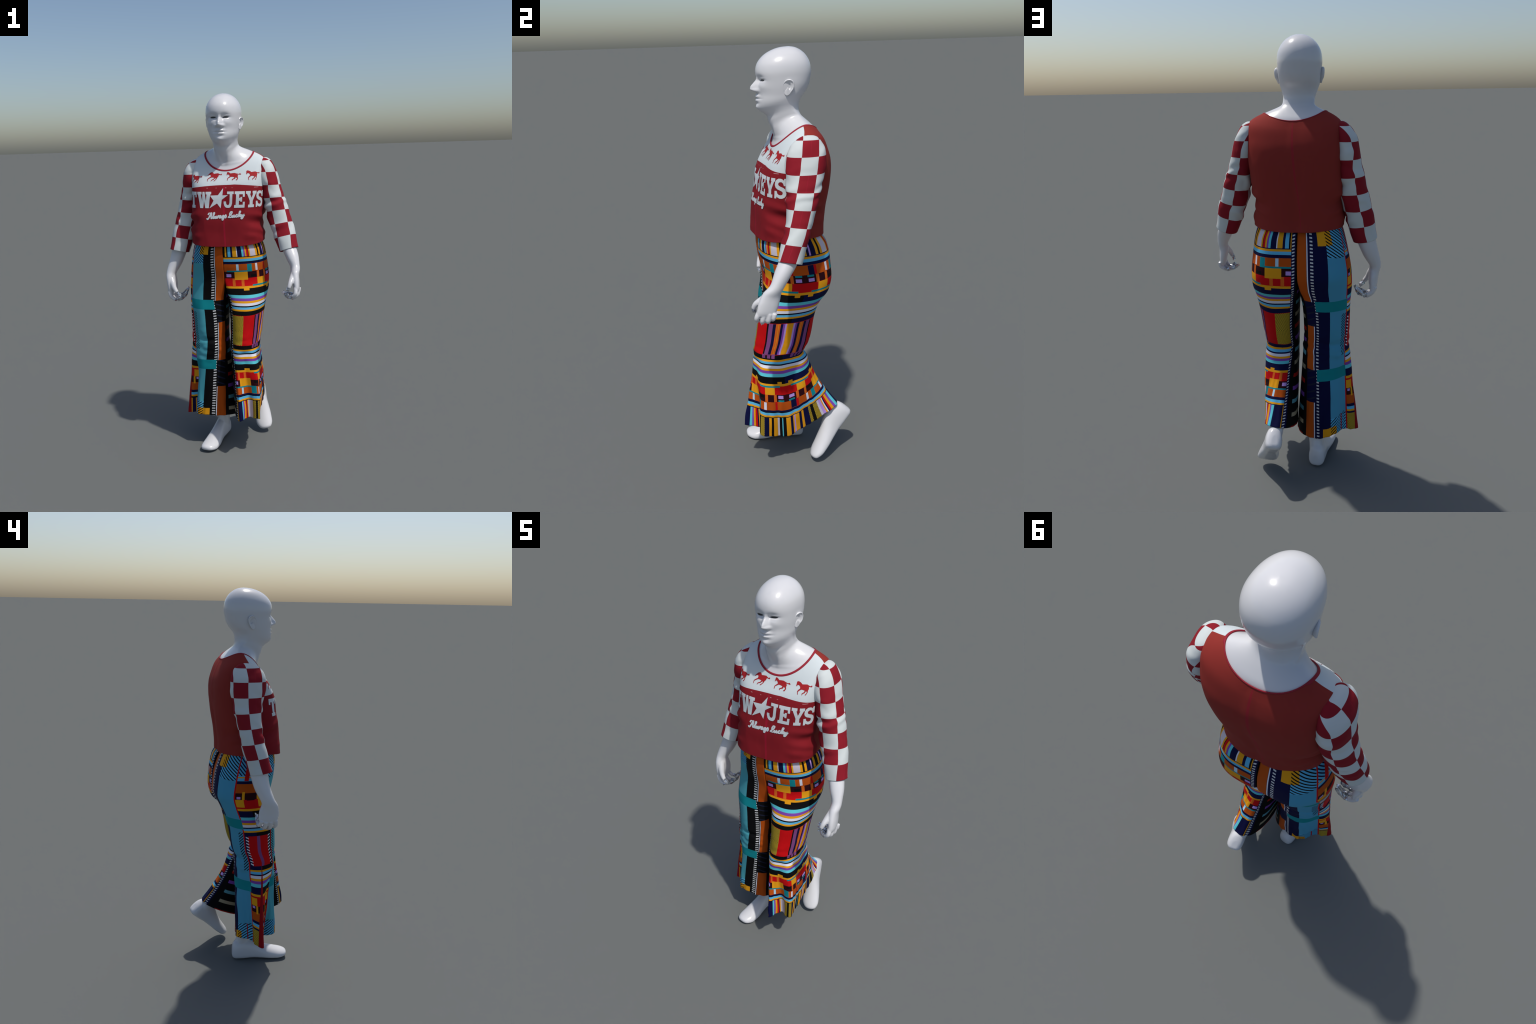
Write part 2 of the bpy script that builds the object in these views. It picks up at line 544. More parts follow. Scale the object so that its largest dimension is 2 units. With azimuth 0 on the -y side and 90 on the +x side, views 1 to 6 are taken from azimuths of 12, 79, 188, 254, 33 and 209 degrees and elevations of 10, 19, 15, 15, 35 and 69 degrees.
def grid_normals(G, closed=True):
    du = np.roll(G, -1, 1) - np.roll(G, 1, 1) if closed else np.gradient(G, axis=1)
    dv = np.gradient(G, axis=0)
    n = np.cross(du, dv)
    return n / np.maximum(np.linalg.norm(n, axis=-1, keepdims=True), 1e-12)


SHN = grid_normals(SH)
if (SHN[NR // 2, :, :] * out_dir[NR // 2]).sum() < 0:
    SHN = -SHN


def cloth_mesh(name, G, U, V, panel=None, closed=True, rim=0.002, rim_rows=(True, True), N=None):
    """Cloth grid with its UV layout, plus a thin turned-in rim at the open ends."""
    n, m = G.shape[:2]
    rows, uu, vv = [G[i] for i in range(n)], [U[i] for i in range(n)], [V[i] for i in range(n)]
    N = grid_normals(G, closed) if N is None else N
    if rim_rows[0]:
        r0 = G[0] - N[0] * rim
        r00 = G[3] - N[3] * rim * 1.3
        rows, uu, vv = [r00, r0] + rows, [U[0], U[0]] + uu, [V[0], V[0]] + vv
    if rim_rows[1]:
        r1 = G[-1] - N[-1] * rim
        r11 = G[-4] - N[-4] * rim * 1.3
        rows, uu, vv = rows + [r1, r11], uu + [U[-1], U[-1]], vv + [V[-1], V[-1]]
    R, UU, VV = np.array(rows), np.array(uu), np.array(vv)
    nn = len(R)
    faces = grid_faces(nn, m, closed)
    me = bpy.data.meshes.new(name)
    me.from_pydata([tuple(p) for p in R.reshape(-1, 3)], [], faces)
    me.polygons.foreach_set("use_smooth", [True] * len(faces))
    uvl = me.uv_layers.new(name="cloth")
    uv = np.zeros((len(faces) * 4, 2))
    k = 0
    mats = []
    for i in range(nn - 1):
        for j in range(m if closed else m - 1):
            j2 = (j + 1) % m
            ub = UU[i, j2] if not (closed and j2 == 0) else UU[i, j] + (UU[i, j] - UU[i, j - 1])
            uc = UU[i + 1, j2] if not (closed and j2 == 0) else UU[i + 1, j] + (UU[i + 1, j] - UU[i + 1, j - 1])
            uv[k] = UU[i, j], VV[i, j]
            uv[k + 1] = ub, VV[i, j2]
            uv[k + 2] = uc, VV[i + 1, j2]
            uv[k + 3] = UU[i + 1, j], VV[i + 1, j]
            k += 4
            mats.append(panel(j) if panel else 0)
    uvl.data.foreach_set("uv", uv.ravel())
    me.polygons.foreach_set("material_index", mats)
    me.update()
    return me


# shirt print: red back, white yoke and red body in front; u = angle / turn, v = height
pr = Print("shirt_cloth", 0.78, weave=0.25)
pr.base(SHIRT_BACK_RED)
front_mask = pr.between(pr.u, 0.512, 0.988)
pr.lay(SHIRT_RED, front_mask)
wob = pr.t.nodes.new("ShaderNodeTexNoise")
wob.inputs["Scale"].default_value = 30
pr.t.links.new(pr.tc.outputs["Object"], wob.inputs["Vector"])
yoke = pr.math("MULTIPLY_ADD", pr.math("ABSOLUTE", pr.math("SUBTRACT", pr.u, 0.77)), -0.09, 1.5125)
pr.lay(SHIRT_WHITE, pr.both(front_mask, pr.math("GREATER_THAN", pr.v, yoke)))
# faint broken print line just under the yoke
speck = pr.both(pr.box(0.70, 0.90, 1.4945, 1.4965), pr.math("GREATER_THAN", wob.outputs["Fac"], 0.56))
pr.lay((0.5, 0.3, 0.3, 1), speck)
# centre seams
pr.lay((0.30, 0.010, 0.026, 1), pr.both(pr.between(pr.u, 0.7488, 0.7508), pr.math("LESS_THAN", pr.v, 1.503)))
pr.lay((0.29, 0.020, 0.028, 1), pr.between(pr.u, 0.2491, 0.2509))
M_SHIRT = pr.done()
Ush = np.repeat((ph / (2 * np.pi))[None, :], NR, 0)
# the seam lines wander a little with the cloth
Vsh = SH[..., 2]
shirt = body = add_object("shirt", cloth_mesh("shirt", SH, Ush, Vsh, N=SHN), root, [M_SHIRT])

# collar binding
edge = SH[0]
nxt = SH[6]
t_in = (edge - nxt)
t_in /= np.linalg.norm(t_in, axis=1, keepdims=True)
rings = []
wcol = np.where(edge[:, 1] < 0.055, 0.0090, 0.0035)
for _ in range(8):
    wcol = (np.roll(wcol, 1) + wcol + np.roll(wcol, -1)) / 3
for a, b in ((0.0005, -0.0022), (0.0012, 0.0002), (0.0008, 0.0012), (-0.4, 0.0017), (-0.8, 0.0014), (-1.0, 0.0001)):
    off = t_in * (a if a > -0.1 else 0) + t_in * ((a * wcol)[:, None] if a <= -0.1 else 0)
    rings.append(edge + off + SHN[0] * b)
verts = [p for r in rings for p in r]
add_object("collar", new_mesh("collar", verts, grid_faces(len(rings), NPH, True)), shirt, [M_TRIM])

# sleeves -------------------------------------------------------------------
# z, outer x, inner x, front y, back y, tilt of the section (dz per metre outward)
SLEEVES = {
    1: [
        (1.6510, 0.1730, 0.1726, 0.0368, 0.0372, 0.0000),
        (1.6495, 0.1850, 0.1600, 0.0180, 0.0580, 0.0000),
        (1.6435, 0.1980, 0.1540, 0.0000, 0.0750, 0.0000),
        (1.6300, 0.2140, 0.1500, -0.0230, 0.0890, 0.0000),
        (1.6080, 0.2290, 0.1480, -0.0430, 0.1000, 0.0000),
        (1.5780, 0.2430, 0.1460, -0.0570, 0.1070, 0.0000),
        (1.5350, 0.2590, 0.1460, -0.0680, 0.1060, 0.0000),
        (1.4900, 0.2732, 0.1524, -0.0702, 0.0940, 0.0200),
        (1.4250, 0.2949, 0.1688, -0.0719, 0.0700, 0.0800),
        (1.3500, 0.3180, 0.1910, -0.0790, 0.0440, 0.1400),
        (1.2700, 0.3450, 0.2180, -0.0940, 0.0140, 0.2000),
        (1.2100, 0.3620, 0.2430, -0.1140, -0.0100, 0.2500),
        (1.1530, 0.3760, 0.2690, -0.1350, -0.0340, 0.2800),
    ],
    -1: [
        (1.6510, -0.2170, -0.2166, 0.0388, 0.0392, 0.0000),
        (1.6495, -0.2270, -0.2030, 0.0130, 0.0570, 0.0000),
        (1.6435, -0.2390, -0.1970, -0.0120, 0.0770, 0.0000),
        (1.6300, -0.2540, -0.1930, -0.0310, 0.0920, 0.0000),
        (1.6080, -0.2710, -0.1910, -0.0470, 0.1050, 0.0000),
        (1.5780, -0.2849, -0.1889, -0.0578, 0.1151, 0.0000),
        (1.5350, -0.2961, -0.1885, -0.0568, 0.1203, 0.0000),
        (1.4900, -0.3042, -0.1951, -0.0467, 0.1125, 0.0200),
        (1.4250, -0.3190, -0.2070, -0.0350, 0.1020, 0.0600),
        (1.3500, -0.3380, -0.2190, -0.0310, 0.0880, 0.1000),
        (1.2700, -0.3570, -0.2310, -0.0390, 0.0730, 0.1400),
        (1.2100, -0.3700, -0.2470, -0.0510, 0.0580, 0.1600),
        (1.1320, -0.3830, -0.2710, -0.0710, 0.0390, 0.1800),
    ],
}
SLEEVE_RED, SLEEVE_WHITE = (0.235, 0.012, 0.021, 1), (0.555, 0.59, 0.585, 1)
SQ = 0.0735
pc = Print("chequered_sleeve_cloth", 0.78, weave=0.25)
col_i = pc.math("FLOOR", pc.math("ADD", pc.math("DIVIDE", pc.u, SQ), 0.5))
row_i = pc.math("FLOOR", pc.math("DIVIDE", pc.v, SQ))
odd = pc.math("ABSOLUTE", pc.math("MODULO", pc.math("ADD", col_i, row_i), 2.0))
pc.base(SLEEVE_RED)
pc.lay(SLEEVE_WHITE, pc.math("GREATER_THAN", odd, 0.5))
pc.lay((0.30, 0.012, 0.03, 1), pc.both(pc.between(pc.u, -0.0007, 0.0007), pc.math("LESS_THAN", odd, 0.5)))
M_CHECK = pc.done()


def sleeve(sx):
    T = np.array(SLEEVES[sx])
    n, m = 190, 144
    key = np.r_[0, np.cumsum(np.hypot(np.diff(T[:, 0]), np.diff(T[:, 1])))]
    q = np.linspace(0, key[-1], n)
    z, xo, xi, yf, yb, tilt = pchip(key, T, q).T
    a = np.linspace(0, 2 * np.pi, m, endpoint=False)   # 0 = outer
    e = 2 / 2.15
    ca, sa = np.sign(np.cos(a)) * np.abs(np.cos(a)) ** e, np.sign(np.sin(a)) * np.abs(np.sin(a)) ** e
    xo = xo - sx * 0.004 * np.clip((1.56 - z) / 0.08, 0, 1)
    cx, w = (xo + xi) / 2, np.abs(xo - xi) / 2
    cy, d = (yf + yb) / 2, (yb - yf) / 2
    G = np.zeros((n, m, 3))
    G[..., 0] = cx[:, None] + sx * w[:, None] * ca[None]
    G[..., 1] = cy[:, None] + d[:, None] * sa[None]
    G[..., 2] = z[:, None] + tilt[:, None] * sx * (G[..., 0] - cx[:, None]) - 0.85 * tilt[:, None] * (G[..., 1] - cy[:, None])
    # soft wrinkles
    N = grid_normals(G)
    ctr = np.stack([cx, cy, z], 1)[:, None]
    if ((G - ctr) * N).sum() < 0:
        N = -N
    nzz = bump_noise(G, 14.0, 5.0 + sx)
    dist = q[-1] - q
    wr = np.sin(70 * q[:, None] + 2.2 * np.sin(a)[None] + 4 * nzz) * (np.clip(q / 0.1, 0, 1) * np.clip(dist / 0.08, 0, 1))[:, None]
    G = G + N * ((0.0016 + 0.0018 * np.exp(-((q - 0.30) / 0.09) ** 2))[:, None] * wr * (1.0 - 0.5 * ca[None]) + 0.0035 * nzz * np.clip(q / 0.06, 0, 1)[:, None])[..., None]
    # layout: u = arc length from the outer line (front positive), v = length up from the cuff
    U, V = np.zeros((n, m)), np.zeros((n, m))
    for i in range(n):
        ring = np.vstack([G[i], G[i][:1]])
        arc = np.r_[0, np.cumsum(np.linalg.norm(np.diff(ring, axis=0), axis=1))]
        u = arc[:-1].copy()
        u[u > arc[-1] / 2] -= arc[-1]
        U[i] = u
    outer = G[:, 0]
    L = np.r_[0, np.cumsum(np.linalg.norm(np.diff(outer, axis=0), axis=1))]
    V[:] = (L[-1] - L)[:, None]
    tt = np.linspace(0, 1, n)[:, None]
    U += (-0.012 + 0.034 * tt) if sx > 0 else (0.022 + 0.010 * tt)      # the print twists a little round the arm
    # roll so the layout seam lies at the inner arm, where u jumps
    k = m // 2
    G, U, N = np.roll(G, k, 1), np.roll(U, k, 1), np.roll(N, k, 1)
    o = np.argsort(U[n // 2])
    if U[n // 2, 0] > U[n // 2, 1]:
        U[:, 0] = 2 * U[:, 1] - U[:, 2]
    return cloth_mesh("sleeve", G, U, V, rim_rows=(False, True), N=N)


for sx in (1, -1):
    add_object("sleeve", sleeve(sx), shirt, [M_CHECK])

# ------------------------------------------------------------------ prints on the chest
# cloth coordinates: s = arc length from the centre-front line, z = height
jc = int(round(0.75 * NPH))
i_ref = int(np.argmin(np.abs(SH[:, jc, 2] - 1.44)))
ringp = SH[i_ref]
arc = np.zeros(NPH)
for j in range(jc + 1, jc + 130):
    arc[j % NPH] = arc[(j - 1) % NPH] + np.linalg.norm(ringp[j % NPH] - ringp[(j - 1) % NPH])
for j in range(jc - 1, jc - 130, -1):
    arc[j] = arc[j + 1] - np.linalg.norm(ringp[j] - ringp[j + 1])
J = np.arange(jc - 129, jc + 130)
ARC = arc[J % NPH]


def on_chest(s, z, lift):
    jf = np.interp(s, ARC, J)
    out = []
    j0 = int(math.floor(jf))
    t = jf - j0
    A = SH[:, j0 % NPH] * (1 - t) + SH[:, (j0 + 1) % NPH] * t
    NA = SHN[:, j0 % NPH] * (1 - t) + SHN[:, (j0 + 1) % NPH] * t
    zz = A[:, 2]
    p = np.array([np.interp(-z, -zz, A[:, k]) for k in range(3)])
    nn = np.array([np.interp(-z, -zz, NA[:, k]) for k in range(3)])
    return p + nn * lift


def inked(name, outline, material, lift=0.0012, parent=None, max_edge=0.006):
    """A printed patch: closed outline in (s, z), filled, refined and wrapped on the chest."""
    bm = bmesh.new()
    vs = [bm.verts.new((a, b, 0)) for a, b in outline]
    es = [bm.edges.new((vs[i], vs[(i + 1) % len(vs)])) for i in range(len(vs))]
    bmesh.ops.triangle_fill(bm, use_beauty=True, edges=es)
    for _ in range(4):
        long = [e for e in bm.edges if e.calc_length() > max_edge]
        if not long:
            break
        bmesh.ops.subdivide_edges(bm, edges=long, cuts=1, use_grid_fill=False)
        bmesh.ops.triangulate(bm, faces=[f for f in bm.faces if len(f.verts) > 3])
    for v in bm.verts:
        v.co = Vector(on_chest(v.co.x, v.co.y, lift))
    bmesh.ops.recalc_face_normals(bm, faces=bm.faces)
    if sum(f.normal.y * f.calc_area() for f in bm.faces) > 0:
        bmesh.ops.reverse_faces(bm, faces=bm.faces)
    me = bpy.data.meshes.new(name)
    bm.to_mesh(me)
    bm.free()
    me.polygons.foreach_set("use_smooth", [True] * len(me.polygons))
    return add_object(name, me, parent or body, [material])


# block letters with slab serifs, drawn in a unit box
GLYPH = {
    "T": [(0, 1), (1, 1), (1, .66), (.84, .66), (.84, .80), (.66, .80), (.66, .18), (.80, .18), (.80, 0), (.20, 0), (.20, .18), (.34, .18), (.34, .80), (.16, .80), (.16, .66), (0, .66)],
    "W": [(0, 1), (.36, 1), (.36, .84), (.29, .84), (.365, .44), (.43, 1), (.57, 1), (.635, .44), (.71, .84), (.64, .84), (.64, 1), (1, 1), (1, .84), (.94, .84), (.80, 0), (.58, 0), (.50, .44), (.42, 0), (.20, 0), (.06, .84), (0, .84)],
    "J": [(.36, 1), (1, 1), (1, .84), (.88, .84), (.88, .28), (.82, .12), (.70, .02), (.50, 0), (.26, .02), (.10, .12), (.02, .28), (.02, .40), (.26, .40), (.28, .28), (.36, .19), (.46, .17), (.56, .19), (.62, .30), (.62, .84), (.36, .84)],
    "E": [(0, 1), (.94, 1), (.94, .66), (.76, .66), (.76, .82), (.42, .82), (.42, .60), (.54, .60), (.54, .66), (.70, .66), (.70, .37), (.54, .37), (.54, .43), (.42, .43), (.42, .18), (.78, .18), (.78, .36), (.96, .36), (.96, 0), (0, 0), (0, .17), (.13, .17), (.13, .83), (0, .83)],
    "Y": [(0, 1), (.42, 1), (.42, .84), (.36, .84), (.51, .58), (.66, .84), (.60, .84), (.60, 1), (1, 1), (1, .84), (.92, .84), (.65, .40), (.65, .17), (.78, .17), (.78, 0), (.23, 0), (.23, .17), (.36, .17), (.36, .40), (.09, .84), (0, .84)],
    "S": [(.80, 1), (.96, 1), (.96, .64), (.78, .64), (.72, .76), (.60, .83), (.46, .83), (.36, .79), (.33, .72), (.37, .66), (.50, .61), (.74, .55), (.90, .46), (.98, .32), (.95, .16), (.84, .05), (.66, 0), (.46, 0), (.30, .05), (.22, .10), (.19, 0), (.03, 0), (.03, .38), (.21, .38), (.27, .25), (.40, .18), (.56, .17), (.66, .20), (.70, .28), (.66, .35), (.52, .40), (.28, .46), (.12, .55), (.05, .68), (.08, .83), (.18, .94), (.34, 1), (.52, 1), (.66, .97), (.76, .91)],
}
LET_Z0, LET_H = 1.389, 0.087
for ch, s0, s1 in (("T", -0.236, -0.169), ("W", -0.162, -0.071), ("J", -0.004, 0.052), ("E", 0.058, 0.117), ("Y", 0.120, 0.184), ("S", 0.180, 0.242)):
    inked("letter", [(s0 + (s1 - s0) * a, LET_Z0 + LET_H * b) for a, b in GLYPH[ch]], M_INK_WHITE)
STAR = [(.032, .058), (.028, .020), (.058, .021), (.024, -.0035), (.017, -.0486), (-.003, -.0225), (-.0475, -.048), (-.0215, -.007), (-.0406, .020), (.0035, .021)]
star = [(-0.0375 + a, 1.436 + b) for a, b in STAR]
inked("star", star, M_INK_WHITE)

# hand-written line: brush strokes as ribbons along smooth curves (x in letter units, y 0..1 = x-height)
STROKES = [
    [(-.3, .25), (.0, -.25), (.5, .1), (1.0, 1.1), (1.5, 2.1), (1.75, 2.2), (1.75, 1.2), (1.8, .2), (2.1, .0), (2.5, .5)],
    [(.1, 1.5), (.4, 2.1), (.9, 2.2), (1.5, 2.1)],
    [(.7, .75), (1.3, .9), (2.0, .8)],
    [(2.4, .4), (3.1, 1.6), (3.2, 2.2), (2.9, 2.2), (2.8, 1.2), (2.9, .1), (3.3, .1), (3.7, .9)],
    [(3.7, .95), (3.8, .2), (4.1, .0), (4.5, .9), (4.5, .3), (4.8, .0), (5.2, .5), (5.3, 1.0), (5.6, .8)],
    [(6.6, .85), (6.2, 1.0), (5.9, .5), (6.1, .0), (6.5, .3), (6.7, .95), (6.7, .3), (7.0, .0), (7.4, .5)],
    [(8.2, .85), (7.8, 1.0), (7.5, .5), (7.7, .1), (8.1, .3), (8.3, .95), (8.2, -.2), (7.9, -.8), (7.5, -.7), (7.8, -.1), (8.6, .3)],
    [(8.5, .3), (9.0, 1.0), (9.2, 1.1), (9.5, .4), (9.2, -.05), (8.8, .1)],
    [(11.3, .9), (11.1, 1.4), (11.5, 2.2), (12.1, 2.1), (11.9, 1.3), (11.2, .6), (10.7, .1), (11.1, .0), (11.9, .0), (12.4, .4)],
    [(12.4, .9), (12.5, .2), (12.9, .0), (13.4, .9), (13.4, .2), (13.7, .0), (14.0, .4)],
    [(15.0, .8), (14.6, 1.0), (14.2, .5), (14.5, .0), (15.0, .1), (15.4, .6)],
    [(15.4, .5), (16.0, 1.7), (16.0, 2.2), (15.7, 2.1), (15.6, 1.0), (15.6, .0), (15.9, .8), (16.4, .9), (16.2, .5), (16.5, .0), (17.0, .5)],
    [(17.0, .9), (17.1, .2), (17.5, .1), (17.9, .9), (17.8, -.1), (17.4, -.8), (17.0, -.7), (17.3, -.1), (18.3, .6)],
]
for k, st in enumerate(STROKES):
    c = catmull(st, 6)
    pts = np.stack([-0.098 + 0.0117 * c[:, 0] + 0.0022 * c[:, 1], 1.3325 + 0.0136 * c[:, 1] + 0.0005 * c[:, 0]], 1)
    tang = np.gradient(pts, axis=0)
    tang /= np.linalg.norm(tang, axis=1, keepdims=True) + 1e-9
    nrm = np.stack([-tang[:, 1], tang[:, 0]], 1)
    half = 0.0025 + 0.0014 * np.abs(tang[:, 1])
    left, right = pts + nrm * half[:, None], pts - nrm * half[:, None]
    lift = 0.0011 + 0.00012 * k
    V = [on_chest(a, b, lift) for a, b in np.vstack([left, right])]
    n = len(pts)
    me = new_mesh("handwritten_stroke", V, [(i, i + 1, n + i + 1, n + i) for i in range(n - 1)])
    add_object("handwritten_stroke", me, body, [M_INK_WHITE])

# running horses along the yoke, heads to the wearer's right
HORSE = [(.01, .65), (.08, .94), (.17, 1.0), (.27, .94), (.35, .82), (.49, .85), (.64, .87), (.74, .81), (.86, .75), (.96, .82), (1, .71), (.96, .67), (.86, .69), (.77, .70),
         (.785, .54), (.745, .42), (.76, .27), (.69, .07), (.62, .03), (.605, .08), (.67, .18), (.70, .30), (.63, .38), (.565, .22), (.42, .13), (.395, .03), (.355, .04), (.37, .17), (.50, .28), (.54, .40),
         (.41, .44), (.31, .44), (.22, .36), (.10, .24), (.08, .03), (.035, .04), (.055, .27), (.16, .41), (.24, .50), (.23, .62), (.17, .72), (.09, .72), (.045, .60)]
for k, (s0, w, z0, h, bend) in enumerate(((-0.220, 0.082, 1.521, 0.046, 0.0), (-0.112, 0.084, 1.5285, 0.050, 0.25), (0.012, 0.090, 1.532, 0.046, 0.0), (0.127, 0.084, 1.532, 0.052, 0.25))):
    # every other horse gathers its legs under the body
    pts = [(s0 + w * (a + bend * max(0.0, 0.45 - b) * (0.45 - a) * 2.0), z0 + h * b) for a, b in HORSE]
    inked("horse_print", pts, M_INK_RED, 0.0011)

# ------------------------------------------------------------------ trousers
trousers = root
MID = -0.035
NF, NB, NI = 110, 110, 50


def leg_ring(sx, out, inn, f, b, n_in, zf, zo, zb, zi, yo=None, n_out=2.2, corner=45):
    """One closed section of a trouser leg: three arcs front / back / inner, each evenly spaced."""
    a = np.radians(np.linspace(0, 360, 1441)[:-1])
    ca, sa = np.cos(a), np.sin(a)                       # a = 0 inner, 90 front, 180 outer, 270 back
    cy = (f + b) / 2 if yo is None else yo
    cxb = (out + inn) / 2 if n_in < 4 else inn + (out - inn) * 0.42
    cxf = inn + (out - inn) * (0.5 if n_in < 4 else 0.34 if n_in < 10 else 0.10)
    cx = np.where(sa > 0, cxf, cxb)
    n = np.where(ca > 0, np.where((sa > 0) & (n_in < 4) & (sx > 0), n_in * 0.82, n_in), n_out)
    qx = np.sign(ca) * np.abs(ca) ** (2 / n)
    qy = np.sign(sa) * np.abs(sa) ** (2 / n)
    x = np.where(ca > 0, cx + (inn - cx) * qx, cx - (out - cx) * qx)
    y = np.where(sa > 0, cy + (f - cy) * qy, cy - (b - cy) * qy)
    w = sa ** 2
    z = np.where(ca > 0, zi, zo) * (1 - w) + np.where(sa > 0, zf, zb) * w
    c = np.stack([x, y, z], 1)
    iA, iO, iB = 4 * corner, 720, 1260
    return three_arcs(c[iA:iO + 1], c[iO:iB + 1], np.vstack([c[iB:], c[:iA + 1]]))


def three_arcs(fr, bk, inn):
    return np.vstack([resample(fr, NF + 1)[:-1], resample(bk, NB + 1)[:-1], resample(inn, NI + 1)[:-1]])


def hem_ring(front, back, inner):
    """Hem from control points: front arc A..O, back arc O..B, inner arc B..A."""
    full = front[:-1] + back[:-1] + inner[:-1]
    c = catmull(full, 24, closed=True)
    a, b = 24 * (len(front) - 1), 24 * (len(front) + len(back) - 2)
    return three_arcs(c[:a + 1], c[a:b + 1], np.vstack([c[b:], c[:1]]))


# right leg of the wearer (-x): standing leg.  v = print height of the ring
R_TOP = [
    (1.240, leg_ring(-1, -0.206, MID, -0.135, 0.096, 30.0, 1.240, 1.240, 1.240, 1.240, n_out=2.0)),
    (1.195, leg_ring(-1, -0.222, MID, -0.150, 0.118, 30.0, 1.195, 1.195, 1.195, 1.195, n_out=2.0)),
    (1.150, leg_ring(-1, -0.236, MID, -0.156, 0.140, 30.0, 1.150, 1.150, 1.150, 1.150, n_out=2.2)),
    (1.070, leg_ring(-1, -0.255, MID, -0.148, 0.164, 26.0, 1.070, 1.070, 1.070, 1.070, n_out=2.2)),
    (0.990, leg_ring(-1, -0.268, MID, -0.133, 0.172, 16.0, 0.990, 0.990, 0.990, 0.990, n_out=2.2)),
    (0.930, leg_ring(-1, -0.271, MID, -0.128, 0.15, 6.0, 0.930, 0.930, 0.930, 0.930, n_out=2.1)),
    (0.870, leg_ring(-1, -0.268, MID - 0.004, -0.131, 0.122, 3.2, 0.870, 0.870, 0.870, 0.870, corner=38, n_out=2)),
    (0.800, leg_ring(-1, -0.265, -0.046, -0.140, 0.104, 2.7, 0.800, 0.800, 0.800, 0.800, corner=28, n_out=1.95)),
    (0.700, leg_ring(-1, -0.263, -0.049, -0.144, 0.090, 2.4, 0.700, 0.700, 0.700, 0.700, corner=24, n_out=1.85)),
    (0.620, leg_ring(-1, -0.260, -0.045, -0.144, 0.068, 2.4, 0.620, 0.620, 0.620, 0.620, yo=-0.050, corner=26, n_out=1.85)),
]
R_HEM = hem_ring(
    [(-0.064, -0.113, 0.180), (-0.100, -0.138, 0.187), (-0.150, -0.148, 0.191), (-0.205, -0.145, 0.192), (-0.238, -0.124, 0.189), (-0.221, -0.060, 0.178), (-0.260, -0.062, 0.167), (-0.306, -0.056, 0.159)],
    [(-0.306, -0.056, 0.159), (-0.302, -0.034, 0.162), (-0.280, -0.018, 0.166), (-0.243, -0.006, 0.176), (-0.220, 0.027, 0.177), (-0.186, 0.055, 0.168), (-0.120, 0.052, 0.144), (-0.060, 0.040, 0.150)],
    [(-0.060, 0.040, 0.150), (-0.022, 0.004, 0.160), (-0.018, -0.050, 0.165), (-0.064, -0.113, 0.180)])
L_TOP = [
    (1.240, leg_ring(1, 0.140, MID, -0.130, 0.100, 30.0, 1.240, 1.240, 1.240, 1.240, n_out=2.0)),
    (1.195, leg_ring(1, 0.156, MID, -0.148, 0.124, 30.0, 1.195, 1.195, 1.195, 1.195, n_out=2.0)),
    (1.150, leg_ring(1, 0.167, MID, -0.156, 0.15, 30.0, 1.150, 1.150, 1.150, 1.150, n_out=2.2)),
    (1.070, leg_ring(1, 0.177, MID, -0.148, 0.166, 26.0, 1.070, 1.070, 1.070, 1.070, n_out=2.2)),
    (0.990, leg_ring(1, 0.184, MID, -0.134, 0.171, 16.0, 0.990, 0.990, 0.990, 0.990, n_out=2.2)),
    (0.930, leg_ring(1, 0.184, MID, -0.141, 0.16, 6.0, 0.930, 0.930, 0.930, 0.930, n_out=2.1)),
    (0.870, leg_ring(1, 0.175, MID + 0.002, -0.162, 0.112, 3.2, 0.870, 0.872, 0.870, 0.870)),
    (0.800, leg_ring(1, 0.164, -0.026, -0.182, 0.086, 2.7, 0.800, 0.803, 0.798, 0.800)),
    (0.700, leg_ring(1, 0.150, -0.022, -0.197, 0.066, 2.4, 0.698, 0.700, 0.690, 0.698)),
    (0.620, leg_ring(1, 0.141, -0.02, -0.209, 0.038, 2.4, 0.622, 0.615, 0.612, 0.617)),
]
L_HEM = hem_ring(
    [(0.038, -0.236, 0.212), (0.060, -0.272, 0.222), (0.078, -0.226, 0.218), (0.094, -0.192, 0.214), (0.126, -0.204, 0.214), (0.151, -0.205, 0.212), (0.147, -0.165, 0.194), (0.130, -0.110, 0.176), (0.120, -0.058, 0.163)],
    [(0.120, -0.058, 0.163), (0.125, 0.004, 0.194), (0.125, 0.061, 0.227), (0.122, 0.130, 0.262), (0.107, 0.183, 0.281), (0.080, 0.205, 0.288), (0.050, 0.206, 0.284), (0.022, 0.186, 0.272)],
    [(0.022, 0.186, 0.272), (-0.012, 0.110, 0.240), (-0.018, 0.020, 0.212), (-0.010, -0.080, 0.200), (0.010, -0.170, 0.205), (0.038, -0.236, 0.212)])


